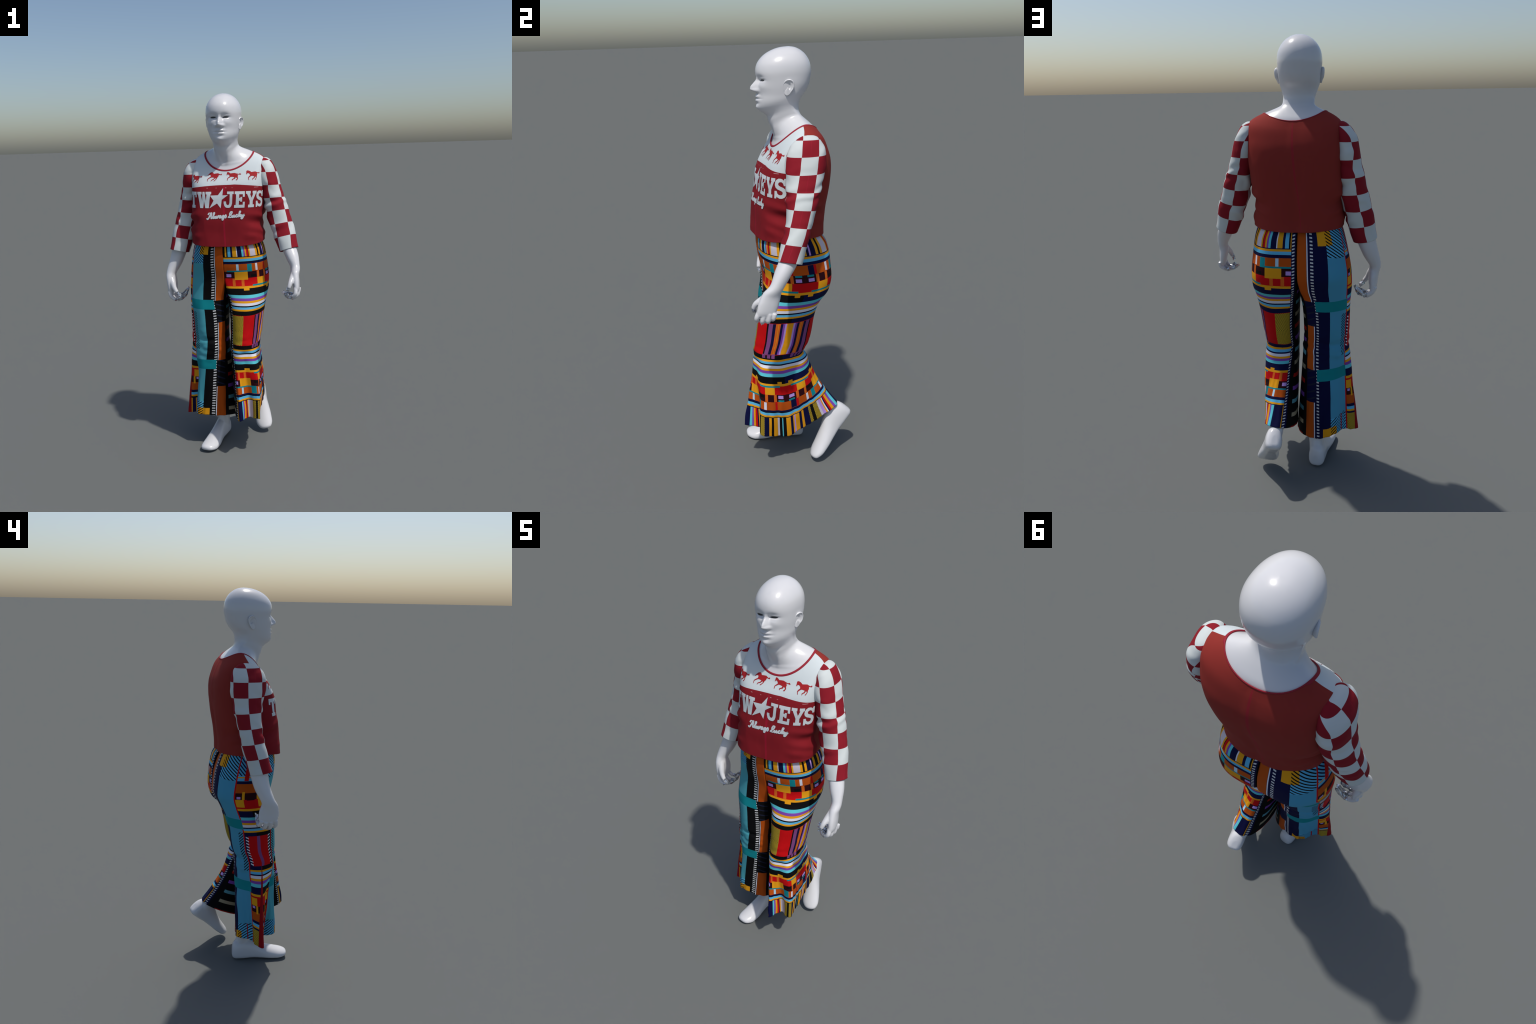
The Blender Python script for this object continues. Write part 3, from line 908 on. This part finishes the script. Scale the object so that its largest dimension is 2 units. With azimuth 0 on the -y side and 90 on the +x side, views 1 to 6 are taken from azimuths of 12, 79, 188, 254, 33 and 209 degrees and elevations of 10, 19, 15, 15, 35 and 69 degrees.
def leg_grid(tops, hem, sx):
    vs = [t[0] for t in tops]
    rings = [t[1] for t in tops]
    knee, v0 = rings[-1], vs[-1]
    v1 = 0.205
    for t in (0.25, 0.5, 0.75, 1.0):
        r = knee + (hem - knee) * t
        if sx > 0:                                      # the lifted calf lets the back sag
            sag = math.sin(math.pi * t)
            back = np.clip(r[:, 1] / 0.12, 0, 1)
            r = r + np.stack([0 * back, -0.016 * back * sag, -0.006 * back * sag], 1)
            r[:, 0] += 0.012 * sag * np.clip((r[:, 0] - 0.08) / 0.05, 0, 1)
        rings.append(r)
        vs.append(v0 + (v1 - v0) * t)
    vs, rings = np.array(vs), np.array(rings)
    q = np.r_[np.linspace(vs[0], vs[-1], 230)]
    G = pchip(-vs, rings, -q)
    # folds: small random drape, knee creases
    N = grid_normals(G)
    ctr = G.mean(1, keepdims=True)
    if ((G - ctr) * N).sum() < 0:
        N = -N
    nz = bump_noise(G * np.array([1, 1, 0.55]), 16.0, 11.0 + sx)
    nz2 = bump_noise(G * np.array([1, 1, 1.6]), 24.0, 4.0 - sx)
    low = np.clip((0.95 - q) / 0.2, 0, 1)[:, None]
    amp = 0.0035 * nz * (0.35 + low) + 0.0020 * nz2 * np.exp(-((q - 0.60) / 0.09) ** 2)[:, None] * 2.2
    tcol = np.linspace(0, 2 * np.pi, G.shape[1], endpoint=False)[None]
    amp = amp + 0.0022 * np.sin(17 * tcol + 3 * nz) * np.clip((0.52 - q) / 0.30, 0, 1)[:, None]
    mid_guard = np.clip(np.abs(G[..., 0] - MID) / 0.03, 0, 1)
    G = G + N * (amp * mid_guard)[..., None]
    if sx < 0:                                          # shallow creases round the straight knee
        for zc, dd, w in ((0.628, 0.004, 0.010), (0.600, -0.003, 0.012), (0.660, 0.003, 0.014)):
            line = np.exp(-((q[:, None] - zc - 0.012 * np.sin(2 * tcol + zc * 90)) / w) ** 2)
            G = G - N * (dd * line * np.clip(nz * 1.4 + 0.5, 0, 1))[..., None]
    if sx > 0:                                          # crease behind the bent knee
        bk = np.clip((G[..., 1] - (-0.09)) / 0.10, 0, 1)
        crease = np.exp(-((q - 0.612) / 0.020) ** 2)[:, None]
        swell = np.exp(-((q - 0.575) / 0.030) ** 2)[:, None] + 0.7 * np.exp(-((q - 0.655) / 0.03) ** 2)[:, None]
        G[..., 1] += bk * (-0.012 * crease + 0.007 * swell)
    return G, q, N


U_ring = np.concatenate([np.arange(NF) / NF, 1 - np.arange(NB) / NB, np.arange(NI) / NI])


def leg_mesh(G, q, N, mats):
    """Three panels with their own (u, v): front u 0 at the inner edge, back u 0 at the inner edge."""
    n, m = G.shape[:2]
    R, qq = list(G), list(q)
    R += [G[-1] - N[-1] * 0.002, G[-5] - N[-5] * 0.003]
    qq += [q[-1], q[-1]]
    R = np.array(R)
    faces = grid_faces(len(R), m, True)
    me = bpy.data.meshes.new("trouser_leg")
    me.from_pydata([tuple(p) for p in R.reshape(-1, 3)], [], faces)
    me.polygons.foreach_set("use_smooth", [True] * len(faces))
    uvl = me.uv_layers.new(name="cloth")
    uv, mi = [], []
    for i in range(len(R) - 1):
        for j in range(m):
            if j < NF:
                a, b, k = j / NF, (j + 1) / NF, 0
            elif j < NF + NB:
                a, b, k = 1 - (j - NF) / NB, 1 - (j - NF + 1) / NB, 1
            else:
                a, b, k = (j - NF - NB) / NI, (j - NF - NB + 1) / NI, 2
            uv += [(a, qq[i]), (b, qq[i]), (b, qq[i + 1]), (a, qq[i + 1])]
            mi.append(k)
    uvl.data.foreach_set("uv", np.array(uv).ravel())
    me.polygons.foreach_set("material_index", mi)
    for mm in mats:
        me.materials.append(mm)
    bm = bmesh.new()
    bm.from_mesh(me)
    bmesh.ops.recalc_face_normals(bm, faces=bm.faces)
    bm.to_mesh(me)
    bm.free()
    return me


# ---- print A: tall cyan / dark / orange columns (wearer's right leg)
def columns_print(name, dark, back):
    p = Print(name, 0.72, weave=0.3)
    u, v = p.u, p.v
    # hard-edged columns from the inner edge outwards
    if not back:
        e = dict(o=0.155, w=0.172, d0=0.190, d1=0.245, k=0.400, c=0.690, r=0.712)
    else:
        e = dict(o=0.130, w=0.150, d0=0.185, d1=0.226, k=0.420, c=0.740, r=0.765)
    p.base(p.stripes(u, [(0, C_ORANGE), (e["o"], dark), (e["o"] + 0.006, C_WHITE), (e["w"], dark), (e["k"], C_CYAN if not back else (0.07, 0.30, 0.46, 1)), (e["c"], C_RED), (e["r"], dark)], 0, 1))  # back cyan tinted bluer for sky-lit shade
    # ladder of slanted dashes
    p.lay((0.6, 0.6, 0.6, 1), p.both(p.between(u, e["d0"], e["d1"]), p.slant(0.035, 1.0, 0.0148, 0.45)))
    # dark hatched rests between the orange lengths
    for lo, hi in ((0.740, 0.868), (0.374, 0.524)):
        p.lay(dark, p.box(-0.01, e["d0"] - 0.004, lo, hi))
        p.lay((0.012, 0.015, 0.035, 1), p.both(p.box(0.01, e["d0"] - 0.02, lo, hi), p.slant(0.12, -1.0, 0.032, 0.24)))
    # hatched ends of the cyan column and mustard patches
    hatch_top = p.slant(0.22 if not back else -0.22, -1.0, 0.0145, 0.42)
    p.lay(C_SKY, p.box(e["k"], e["c"], 1.080, 1.3))
    p.lay(C_YELLOW, p.box(0.30, e["k"] + 0.10, 1.132, 1.3))
    p.lay(C_BLACK, p.both(p.both(p.box(e["k"], e["c"], 1.075, 1.3), hatch_top), p.math("GREATER_THAN", v, p.math("MULTIPLY_ADD", u, -0.05, 1.105))))
    p.lay(C_SKY, p.box(e["k"], e["c"], 0.1, 0.285))
    p.lay(C_YELLOW, p.box(0.285, e["k"] + 0.10, 0.1, 0.245))
    hatch_low = p.slant(-0.22 if not back else 0.22, -1.0, 0.0145, 0.40)
    p.lay(C_BLACK, p.both(p.both(p.box(e["k"], e["c"], 0.1, 0.305), hatch_low), p.math("LESS_THAN", v, p.math("MULTIPLY_ADD", u, 0.06, 0.255))))
    # side hatching beside the thigh
    side_h = p.both(p.box(e["c"] - 0.10, e["c"], 0.585, 0.800), p.slant(0.26, -1.0, 0.0145, 0.42))
    p.lay(C_BLACK, side_h)
    # teal belts across
    for lo, hi in ((0.818, 0.872), (0.474, 0.528)):
        p.lay(C_TEAL, p.box(e["d0"] + 0.01, e["r"] + 0.01, lo, hi))
    # narrow side strip: the banded print peeps out past the red piping
    m = p.math("ABSOLUTE", p.math("SUBTRACT", v, 0.697))
    band = banded(p, m, dark)
    strip = p.between(u, e["r"], 1.2)
    p.lay(band, strip)
    s2 = e["r"]
    for (a, b, lo, hi, c) in (
        (.30, .80, .0, .085, C_RED), (0, .26, .0, .085, dark), (.8, 1.1, 0, .085, C_PLUM if not back else C_RED),
        (0, .55, .245, .285, C_YELLOW), (.55, .75, .245, .285, C_RED), (.1, .35, .288, .300, C_LILAC), (.45, .62, .285, .325, C_YELLOW),
        (0, .08, .41, .6, C_WHITE if not back else C_MUST), (.08, .30, .41, .6, C_BLACK if not back else C_MUST), (.30, .36, .41, .6, C_AQUA if not back else C_MUST), (.36, .45, .41, .6, C_PURPLE if not back else C_MUST),
        (.45, .52, .41, .6, C_YELLOW if not back else C_MUST), (.52, .75, .41, .6, C_NAVY if not back else C_MUST), (.75, .9, .41, .6, C_YELLOW if not back else C_MUST)):
        w = 1 - s2
        p.lay(c, p.both(p.between(u, s2 + w * a, s2 + w * b), p.between(m, lo, hi)))
    p.lay(C_WHITE, p.both(p.both(p.between(u, s2 + 0.02, s2 + 0.075), p.between(m, 0.0, 0.085)), p.slant(0.12, 1.0, 0.017, 0.4)))
    if back:
        p.lay(C_SKY, p.both(strip, p.math("GREATER_THAN", v, 1.095)))
        p.lay(C_NAVY, p.both(p.both(strip, p.math("GREATER_THAN", v, 1.100)), p.slant(0.30, 1.0, 0.017, 0.45)))
        p.lay(C_RED, p.box(0.875, 0.945, 1.075, 1.3))
        p.lay((0.12, 0.05, 0.012, 1), p.both(p.both(strip, p.math("LESS_THAN", v, 0.287)), p.slant(-0.35, 1.0, 0.0085, 0.38)))
        p.lay((0.30, 0.004, 0.010, 1), p.box(0.625, 0.645, 0.1, 0.292))
    # red godet edge from knee to hem
    p.lay((0.26, 0.004, 0.008, 1), p.both(p.math("GREATER_THAN", u, p.math("MULTIPLY_ADD", v, 0.115 if not back else 0.24, 0.925 if not back else 0.85)), p.math("LESS_THAN", v, 0.64)))
    return p.done()


BANDS = ["block", (.080, 0), (.104, "y"), (.1135, "c"), (.126, 0), (.133, "w"), (.147, "y"), (.158, "p"), (.173, "a"), (.188, 0),
         (.224, "y"), (.235, "r"), (.280, "b"), (.318, "o"), (.362, "n"), (.372, 0), (.376, "s"), (.391, "y"), (.400, 0)]


def banded(p, m, dark):
    key = {0: dark, "y": C_YELLOW, "c": C_SKY, "w": C_WHITE, "p": C_PURPLE, "a": C_AQUA, "r": C_RED, "b": C_BROWN, "o": C_ORANGE, "n": C_NAVY, "s": C_SKY}
    return p.stripes(m, [(0, C_RED)] + [(a, key[k]) for a, k in BANDS[1:]], 0, 0.6)


# ---- print B: mirrored bands of stripes and blocks (wearer's left leg)
def bands_print(name, dark, back):
    p = Print(name, 0.72, weave=0.3)
    u, v = p.u, p.v
    m = p.math("ABSOLUTE", p.math("SUBTRACT", v, 0.717))
    p.base(banded(p, m, dark))
    B = lambda c, u0, u1, m0, m1: p.lay(c, p.both(p.between(u, u0, u1), p.between(m, m0, m1)))
    # thigh block
    block = p.stripes(u, [(0, C_MUST), (.33, C_RED), (.585, C_BLACK), (.615, C_PLUM), (.695, C_NAVY), (.75, C_DORANGE), (.79, C_YELLOW), (.80, C_DORANGE), (.83, C_NAVY), (.875, C_PURPLE), (.91, C_LILAC), (.94, C_YELLOW)], 0, 1)
    p.lay(block, p.between(m, -0.1, 0.080))
    mh = p.math("FRACT", p.math("DIVIDE", p.math("MULTIPLY_ADD", u, 0.16, p.math("MULTIPLY", m, 1.0)), 0.0062))
    p.lay((0.05, 0.035, 0.01, 1), p.both(p.both(p.between(u, 0.0, 0.33), p.between(m, -0.1, 0.080)), p.math("LESS_THAN", mh, 0.42)))
    below = p.math("LESS_THAN", v, 0.717)
    for a in (0.58, 0.68, 0.77):
        p.lay(C_PLUM, p.both(p.box(a, a + 0.065, 0.618, 0.640), below))
    # notches on the yellow rule
    for a, w in ((0.35, .10), (0.86, .08)):
        B(C_YELLOW, a, a + w, .214, .236)
    B(C_TEAL, 0.52, 0.90, .235, .244)
    # red band: orange bars, yellow blocks
    for a, b, c in ((.16, .21, C_DORANGE), (.32, .37, C_DORANGE), (.62, .80, C_YELLOW)):
        B(c, a, b, .244 if c is C_YELLOW else .235, .280)
    # brown band: blocks and squares
    for a, b, lo, hi, c in ((.20, .44, .272, .318, C_YELLOW), (.05, .14, .288, .306, C_LILAC), (.62, .67, .280, .318, C_DORANGE), (.78, .83, .280, .318, C_DORANGE),
                            (.86, .95, .286, .302, C_LILAC), (.50, .60, .286, .300, C_BLACK), (.86, .96, .309, .318, C_TEAL)):
        B(c, a, b, lo, hi)
    # orange band: pale and teal uprights
    for a, b, lo, hi, c in ((.06, .46, .318, .326, C_TEAL), (.24, .285, .326, .362, (0.42, 0.62, 0.74, 1)), (.44, .53, .318, .362, C_TEAL), (.60, .645, .322, .362, C_WHITE),
                            (.80, .84, .318, .362, C_RED), (.84, .93, .318, .362, C_NAVY if back else C_ORANGE)):
        B(c, a, b, lo, hi)
    # striped ends
    ends = [(0, C_BLACK), (.045, C_YELLOW), (.075, C_BLACK), (.10, C_SKY), (.155, C_NAVY), (.19, C_YELLOW), (.265, C_WHITE), (.28, C_NAVY), (.36, C_AQUA), (.395, C_PURPLE), (.425, C_YELLOW), (.45, C_RED),
            (.485, C_BLACK), (.50, C_YELLOW), (.525, C_PINKW), (.64, C_YELLOW), (.68, C_BLACK), (.715, C_YELLOW), (.76, C_NAVY), (.84, C_LILAC), (.87, C_NAVY), (.91, C_YELLOW), (.96, C_BLACK)]
    low_ends = [(0, C_BLACK), (.05, C_YELLOW), (.08, C_NAVY), (.20, C_AQUA), (.235, C_PURPLE), (.265, C_YELLOW), (.295, C_RED), (.325, C_NAVY), (.345, C_YELLOW), (.365, C_PINKW), (.445, C_MUST), (.50, C_BLACK),
                (.535, C_MUST), (.60, C_NAVY), (.68, C_YELLOW), (.72, C_BLACK), (.76, C_YELLOW), (.83, C_PINKW), (.86, C_BLACK), (.90, C_AQUA), (.92, C_BLACK), (.97, C_YELLOW)]
    if back:
        low_ends = [(0, C_BLACK), (.05, C_YELLOW), (.075, C_NAVY), (.20, C_AQUA), (.25, C_PURPLE), (.285, C_YELLOW), (.325, C_RED), (.355, C_NAVY), (.375, C_WHITE), (.39, C_YELLOW), (.41, C_LILAC), (.45, C_PINKW), (.485, C_MUST), (.56, C_BLACK),
                    (.61, C_MUST), (.65, C_NAVY), (.74, C_YELLOW), (.78, C_NAVY), (.82, C_YELLOW), (.88, C_LILAC), (.90, C_YELLOW), (.92, C_NAVY), (.96, C_YELLOW)]
    p.lay(p.stripes(u, ends, 0, 1), p.math("GREATER_THAN", v, 1.122))
    p.lay(p.stripes(u, low_ends, 0, 1), p.math("LESS_THAN", v, 0.312))
    hatch = p.slant(0.5, 1.0, 0.0115, 0.45)
    for a, b in ((.445, .50), (.535, .60)) if not back else ((.485, .56), (.61, .65)):
        p.lay((0.05, 0.02, 0.008, 1), p.both(p.both(p.between(u, a, b), p.math("LESS_THAN", v, 0.312)), hatch))
    # ladder strip along the inner edge
    lad = p.between(u, 0, 0.055 if not back else 0.066)
    if not back:
        lad = p.both(lad, p.math("LESS_THAN", v, 0.90))
    p.lay(dark, lad)
    p.lay((0.6, 0.6, 0.6, 1), p.both(p.both(lad, p.between(u, 0.012 if not back else 0.02, 0.044 if not back else 0.056)), p.slant(0.05 if not back else 0.09, 1.0, 0.0140, 0.42)))
    return p.done()


# ---- inner leg print: dark ground with short staggered bars
def inner_print(name):
    p = Print(name, 0.72, weave=0.3)
    p.base(C_BLACK)
    u, v = p.u, p.v
    for k, (a, b) in enumerate(((0.10, 0.50), (0.50, 0.88))):
        vv = p.math("MULTIPLY_ADD", v, 1.0, 0.0 if k == 0 else 0.022)
        f = p.math("FRACT", p.math("DIVIDE", vv, 0.064))
        idx = p.math("FRACT", p.math("DIVIDE", p.math("FLOOR", p.math("DIVIDE", vv, 0.064)), 4.0))
        colour = p.stripes(idx, [(0, C_BEIGE), (.2, (0.10, 0.30, 0.36, 1)), (.45, C_PURPLE), (.7, (0.36, 0.01, 0.008, 1))], 0, 1)
        p.lay(colour, p.both(p.between(u, a, b), p.math("LESS_THAN", f, 0.30)))
    return p.done()


M_INNER = inner_print("staggered_bar_cloth")
Gr, qr, Nr = leg_grid(R_TOP, R_HEM, -1)
Gl, ql, Nl = leg_grid(L_TOP, L_HEM, 1)
add_object("trouser_leg", leg_mesh(Gr, qr, Nr, [columns_print("column_cloth", C_BLACK, False), columns_print("column_cloth_reverse", C_NAVY, True), M_INNER]), trousers)
add_object("trouser_leg", leg_mesh(Gl, ql, Nl, [bands_print("banded_cloth", C_BLACK, False), bands_print("banded_cloth_reverse", C_NAVY, True), M_INNER]), trousers)


# ------------------------------------------------------------------ forearms and hands
def ring_at(c, ax_u, ax_v, w, d, m=28, n=2.2):
    a = np.linspace(0, 2 * np.pi, m, endpoint=False)
    qx, qy = superellipse(a, n)
    return np.asarray(c)[None] + np.outer(qx * w, ax_u) + np.outer(qy * d, ax_v)


def unit(v):
    v = np.asarray(v, float)
    return v / np.linalg.norm(v)


def limb(name, pts, side_hint, m=28, steps=8):
    """Loft through (centre, half width along side, half depth, [side vector])."""
    C = np.array([p[0] for p in pts], float)
    W = np.array([[p[1], p[2]] for p in pts], float)
    S = np.array([p[3] if len(p) > 3 else side_hint for p in pts], float)
    k = np.arange(len(pts), dtype=float)
    q = np.linspace(0, k[-1], steps * (len(pts) - 1) + 1)
    c = catmull(C, steps)
    w, s = pchip(k, W, q), pchip(k, S, q)
    tang = np.gradient(c, axis=0)
    rings = []
    for ci, wi, si, ti in zip(c, w, s, tang):
        t = unit(ti)
        u = unit(si - t * np.dot(si, t))
        v = np.cross(t, u)
        rings.append(ring_at(ci, u, v, wi[0], wi[1], m))
    return tube(name, rings)


def finger(name, pts, radii):
    return limb(name, [(p, r, r) for p, r in zip(pts, radii)], (0.3, 0.9, 0.1), 16, 6)


def crumpled(name, pts, radii, seed):
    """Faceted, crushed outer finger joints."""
    r = np.random.default_rng(seed)
    c = catmull(pts, 3)
    rad = np.interp(np.linspace(0, 1, len(c)), np.linspace(0, 1, len(radii)), radii)
    tang = np.gradient(c, axis=0)
    rings = []
    for ci, ti, ra in zip(c, tang, rad):
        t = unit(ti)
        u = unit(np.cross(t, (0.2, 0.3, 0.9)))
        v = np.cross(t, u)
        a = np.linspace(0, 2 * np.pi, 8, endpoint=False) + r.uniform(-.3, .3)
        k = (0.5 * ra + 0.0045) * r.uniform(0.55, 1.45, 8)
        rings.append(ci + np.outer(np.cos(a) * k, u) + np.outer(np.sin(a) * k, v) + t * r.uniform(-.006, .006, 8)[:, None])
    return tube(name, rings, smooth=False)


def arm(fore, palm, fingers, thumb, side, seed, cut_z, nudge):
    nudge = np.array(nudge)
    fore = [(np.array(p[0]) + nudge,) + tuple(p[1:]) for p in fore]
    palm = [(np.array(p[0]) + nudge,) + tuple(p[1:]) for p in palm]
    fingers = [([np.array(q) + nudge for q in pts], r, k) for pts, r, k in fingers]
    thumb = ([np.array(q) + nudge for q in thumb[0]], thumb[1], thumb[2])
    parts = [limb("fore", fore + palm, side)]
    crush = []
    for k, (pts, radii, split) in enumerate(fingers + [thumb]):
        parts.append(finger("finger", pts[:split], radii[:split]))
        if split < len(pts) + 1 and len(pts[split - 1:]) > 1:
            crush.append((pts[split - 1:], radii[split - 1:], seed + k))
    me = fuse(parts, 0.0028, 5)
    obs = split_regions(me, ["forearm", "hand"], lambda c: np.where(c[:, 2] > cut_z, 0, 1), root, M_SKIN)
    for pts, radii, sd in crush:
        add_object("finger", crumpled("finger", pts, radii, sd), obs[1], [M_CRUMPLE])


# wearer's left (+x)
S_L = (0.45, -0.85, 0.0)
arm([((0.298, -0.054, 1.225), 0.030, 0.030), ((0.320, -0.086, 1.165), 0.036, 0.037), ((0.342, -0.118, 1.120), 0.033, 0.034), ((0.360, -0.148, 1.070), 0.0300, 0.0245)],
    [((0.361, -0.172, 1.030), 0.042, 0.023, (0.25, -0.95, 0.2)), ((0.368, -0.188, 0.995), 0.044, 0.020, (0.15, -0.97, 0.2)), ((0.372, -0.199, 0.968), 0.041, 0.017, (0.10, -0.98, 0.1)), ((0.371, -0.204, 0.948), 0.036, 0.012, (0.08, -0.98, 0.1))],
    [([(0.371, -0.228, 0.972), (0.372, -0.240, 0.945), (0.356, -0.236, 0.926), (0.334, -0.228, 0.928), (0.318, -0.222, 0.944)], [0.011, 0.0105, 0.009, 0.008, 0.004], 3),
     ([(0.375, -0.208, 0.966), (0.375, -0.216, 0.932), (0.356, -0.214, 0.914), (0.330, -0.207, 0.918), (0.306, -0.204, 0.938)], [0.011, 0.0105, 0.009, 0.008, 0.004], 3),
     ([(0.380, -0.186, 0.962), (0.378, -0.192, 0.930), (0.356, -0.192, 0.916), (0.328, -0.190, 0.924), (0.294, -0.188, 0.944)], [0.011, 0.010, 0.009, 0.008, 0.003], 3),
     ([(0.382, -0.164, 0.962), (0.380, -0.170, 0.938), (0.360, -0.172, 0.924), (0.336, -0.172, 0.930), (0.312, -0.176, 0.940)], [0.010, 0.009, 0.008, 0.007, 0.003], 3)],
    ([(0.360, -0.172, 1.050), (0.352, -0.206, 1.018), (0.345, -0.236, 0.998), (0.338, -0.247, 0.974), (0.328, -0.243, 0.955)], [0.016, 0.0165, 0.012, 0.0095, 0.007], 4),
    S_L, 21, 1.055, (0.001, -0.001, 0.0))
# wearer's right (-x)
S_R = (-0.15, -0.95, 0.0)
arm([((-0.310, 0.005, 1.205), 0.034, 0.034), ((-0.327, -0.008, 1.145), 0.044, 0.041), ((-0.350, -0.020, 1.075), 0.039, 0.036), ((-0.374, -0.044, 1.010), 0.033, 0.0265)],
    [((-0.371, -0.054, 0.972), 0.044, 0.024), ((-0.368, -0.053, 0.938), 0.049, 0.021), ((-0.368, -0.050, 0.910), 0.047, 0.018), ((-0.362, -0.048, 0.888), 0.040, 0.012)],
    [([(-0.378, -0.086, 0.905), (-0.366, -0.090, 0.875), (-0.345, -0.086, 0.858), (-0.318, -0.078, 0.864), (-0.300, -0.070, 0.882)], [0.011, 0.0105, 0.009, 0.008, 0.004], 3),
     ([(-0.378, -0.062, 0.900), (-0.364, -0.064, 0.868), (-0.340, -0.062, 0.850), (-0.312, -0.056, 0.862), (-0.290, -0.050, 0.892)], [0.011, 0.0105, 0.0095, 0.008, 0.004], 3),
     ([(-0.378, -0.038, 0.900), (-0.362, -0.038, 0.870), (-0.338, -0.036, 0.853), (-0.308, -0.032, 0.866), (-0.284, -0.026, 0.906)], [0.011, 0.0105, 0.0095, 0.008, 0.004], 3),
     ([(-0.376, -0.016, 0.905), (-0.360, -0.012, 0.880), (-0.338, -0.010, 0.868), (-0.312, -0.010, 0.880), (-0.288, -0.012, 0.912)], [0.010, 0.0095, 0.0085, 0.007, 0.003], 3)],
    ([(-0.370, -0.062, 0.992), (-0.356, -0.086, 0.958), (-0.343, -0.100, 0.930), (-0.326, -0.107, 0.905), (-0.306, -0.100, 0.885)], [0.016, 0.0165, 0.013, 0.0105, 0.008], 4),
    S_R, 40, 1.000, (0.001, 0.004, 0.0))


# ------------------------------------------------------------------ feet
def foot_parts():
    """A smooth toeless foot, heel at the origin side (+y), toes to -y, sole on z = 0."""
    # y along the foot, centre x, half width, top height, bottom
    T = [(0.036, 0.0, 0.015, 0.064, 0.018), (0.030, 0.0, 0.028, 0.090, 0.006), (0.010, 0.0, 0.0385, 0.110, 0.001), (-0.030, -0.001, 0.0395, 0.118, 0.001), (-0.080, -0.002, 0.038, 0.104, 0.003),
         (-0.130, -0.003, 0.0425, 0.080, 0.002), (-0.180, -0.005, 0.0485, 0.062, 0.0), (-0.220, -0.005, 0.0490, 0.051, 0.001), (-0.247, -0.003, 0.042, 0.044, 0.006), (-0.265, -0.001, 0.028, 0.037, 0.012), (-0.271, 0.0, 0.012, 0.030, 0.018)]
    T = np.array(T)
    q = np.linspace(0, len(T) - 1, 70)
    y, cx, w, zt, zb = pchip(np.arange(len(T)), T, q).T
    rings = []
    a = np.linspace(0, 2 * np.pi, 40, endpoint=False)
    for k in range(len(q)):
        ca, sa = np.cos(a), np.sin(a)
        n = np.where(sa < 0, 3.2, 2.0)
        x = cx[k] + w[k] * np.sign(ca) * np.abs(ca) ** (2 / n)
        zc = zb[k] + 0.38 * (zt[k] - zb[k])
        z = np.where(sa < 0, zc + (zc - zb[k]) * np.sign(sa) * np.abs(sa) ** (2 / n), zc + (zt[k] - zc) * np.sign(sa) * np.abs(sa) ** (2 / n))
        rings.append(np.stack([x, np.full_like(x, y[k]), z], 1))
    return rings


def foot(yaw, pitch, roll, heel, shin, cut, flip):
    """heel = where the sole point under the heel goes; shin = ankle-to-knee loft in world space."""
    cyw, syw = math.cos(yaw), math.sin(yaw)
    cp, sp = math.cos(pitch), math.sin(pitch)
    cr, sr = math.cos(roll), math.sin(roll)
    Rz = np.array([[cyw, -syw, 0], [syw, cyw, 0], [0, 0, 1]])
    Rx = np.array([[1, 0, 0], [0, cp, -sp], [0, sp, cp]])
    Ry = np.array([[cr, 0, sr], [0, 1, 0], [-sr, 0, cr]])
    M = Rz @ Rx @ Ry
    rings = [(r * np.array([flip, 1, 1])) @ M.T + np.asarray(heel) for r in foot_parts()]
    parts = [tube("foot", rings), limb("shin", shin, (1, 0, 0))]
    me = fuse(parts, 0.0032, 10)
    split_regions(me, ["foot", "lower_leg"], lambda c: np.where(cut(c), 0, 1), root, M_SKIN)


foot(math.radians(-9.5), 0.0, 0.0, (-0.115, 0.036, 0.0),
     [((-0.112, 0.028, 0.050), 0.034, 0.035), ((-0.111, 0.014, 0.095), 0.0345, 0.039), ((-0.107, 0.004, 0.135), 0.0335, 0.036), ((-0.110, -0.006, 0.200), 0.038, 0.040), ((-0.125, -0.03, 0.33), 0.046, 0.050), ((-0.150, -0.05, 0.62), 0.055, 0.06), ((-0.150, -0.03, 0.8), 0.06, 0.07)],
     lambda c: c[:, 2] < 0.118, -1)
foot(math.radians(21.0), math.radians(43.0), math.radians(-15.0), (0.068, 0.259, 0.198),
     [((0.068, 0.220, 0.232), 0.033, 0.034), ((0.062, 0.178, 0.262), 0.0330, 0.034), ((0.060, 0.136, 0.300), 0.033, 0.033), ((0.058, 0.075, 0.355), 0.035, 0.034), ((0.055, -0.03, 0.46), 0.042, 0.038), ((0.055, -0.10, 0.62), 0.05, 0.05), ((0.06, -0.06, 0.8), 0.06, 0.07)],
     lambda c: (c[:, 2] - 0.245) + 0.9 * (0.195 - c[:, 1]) < 0.0, 1)
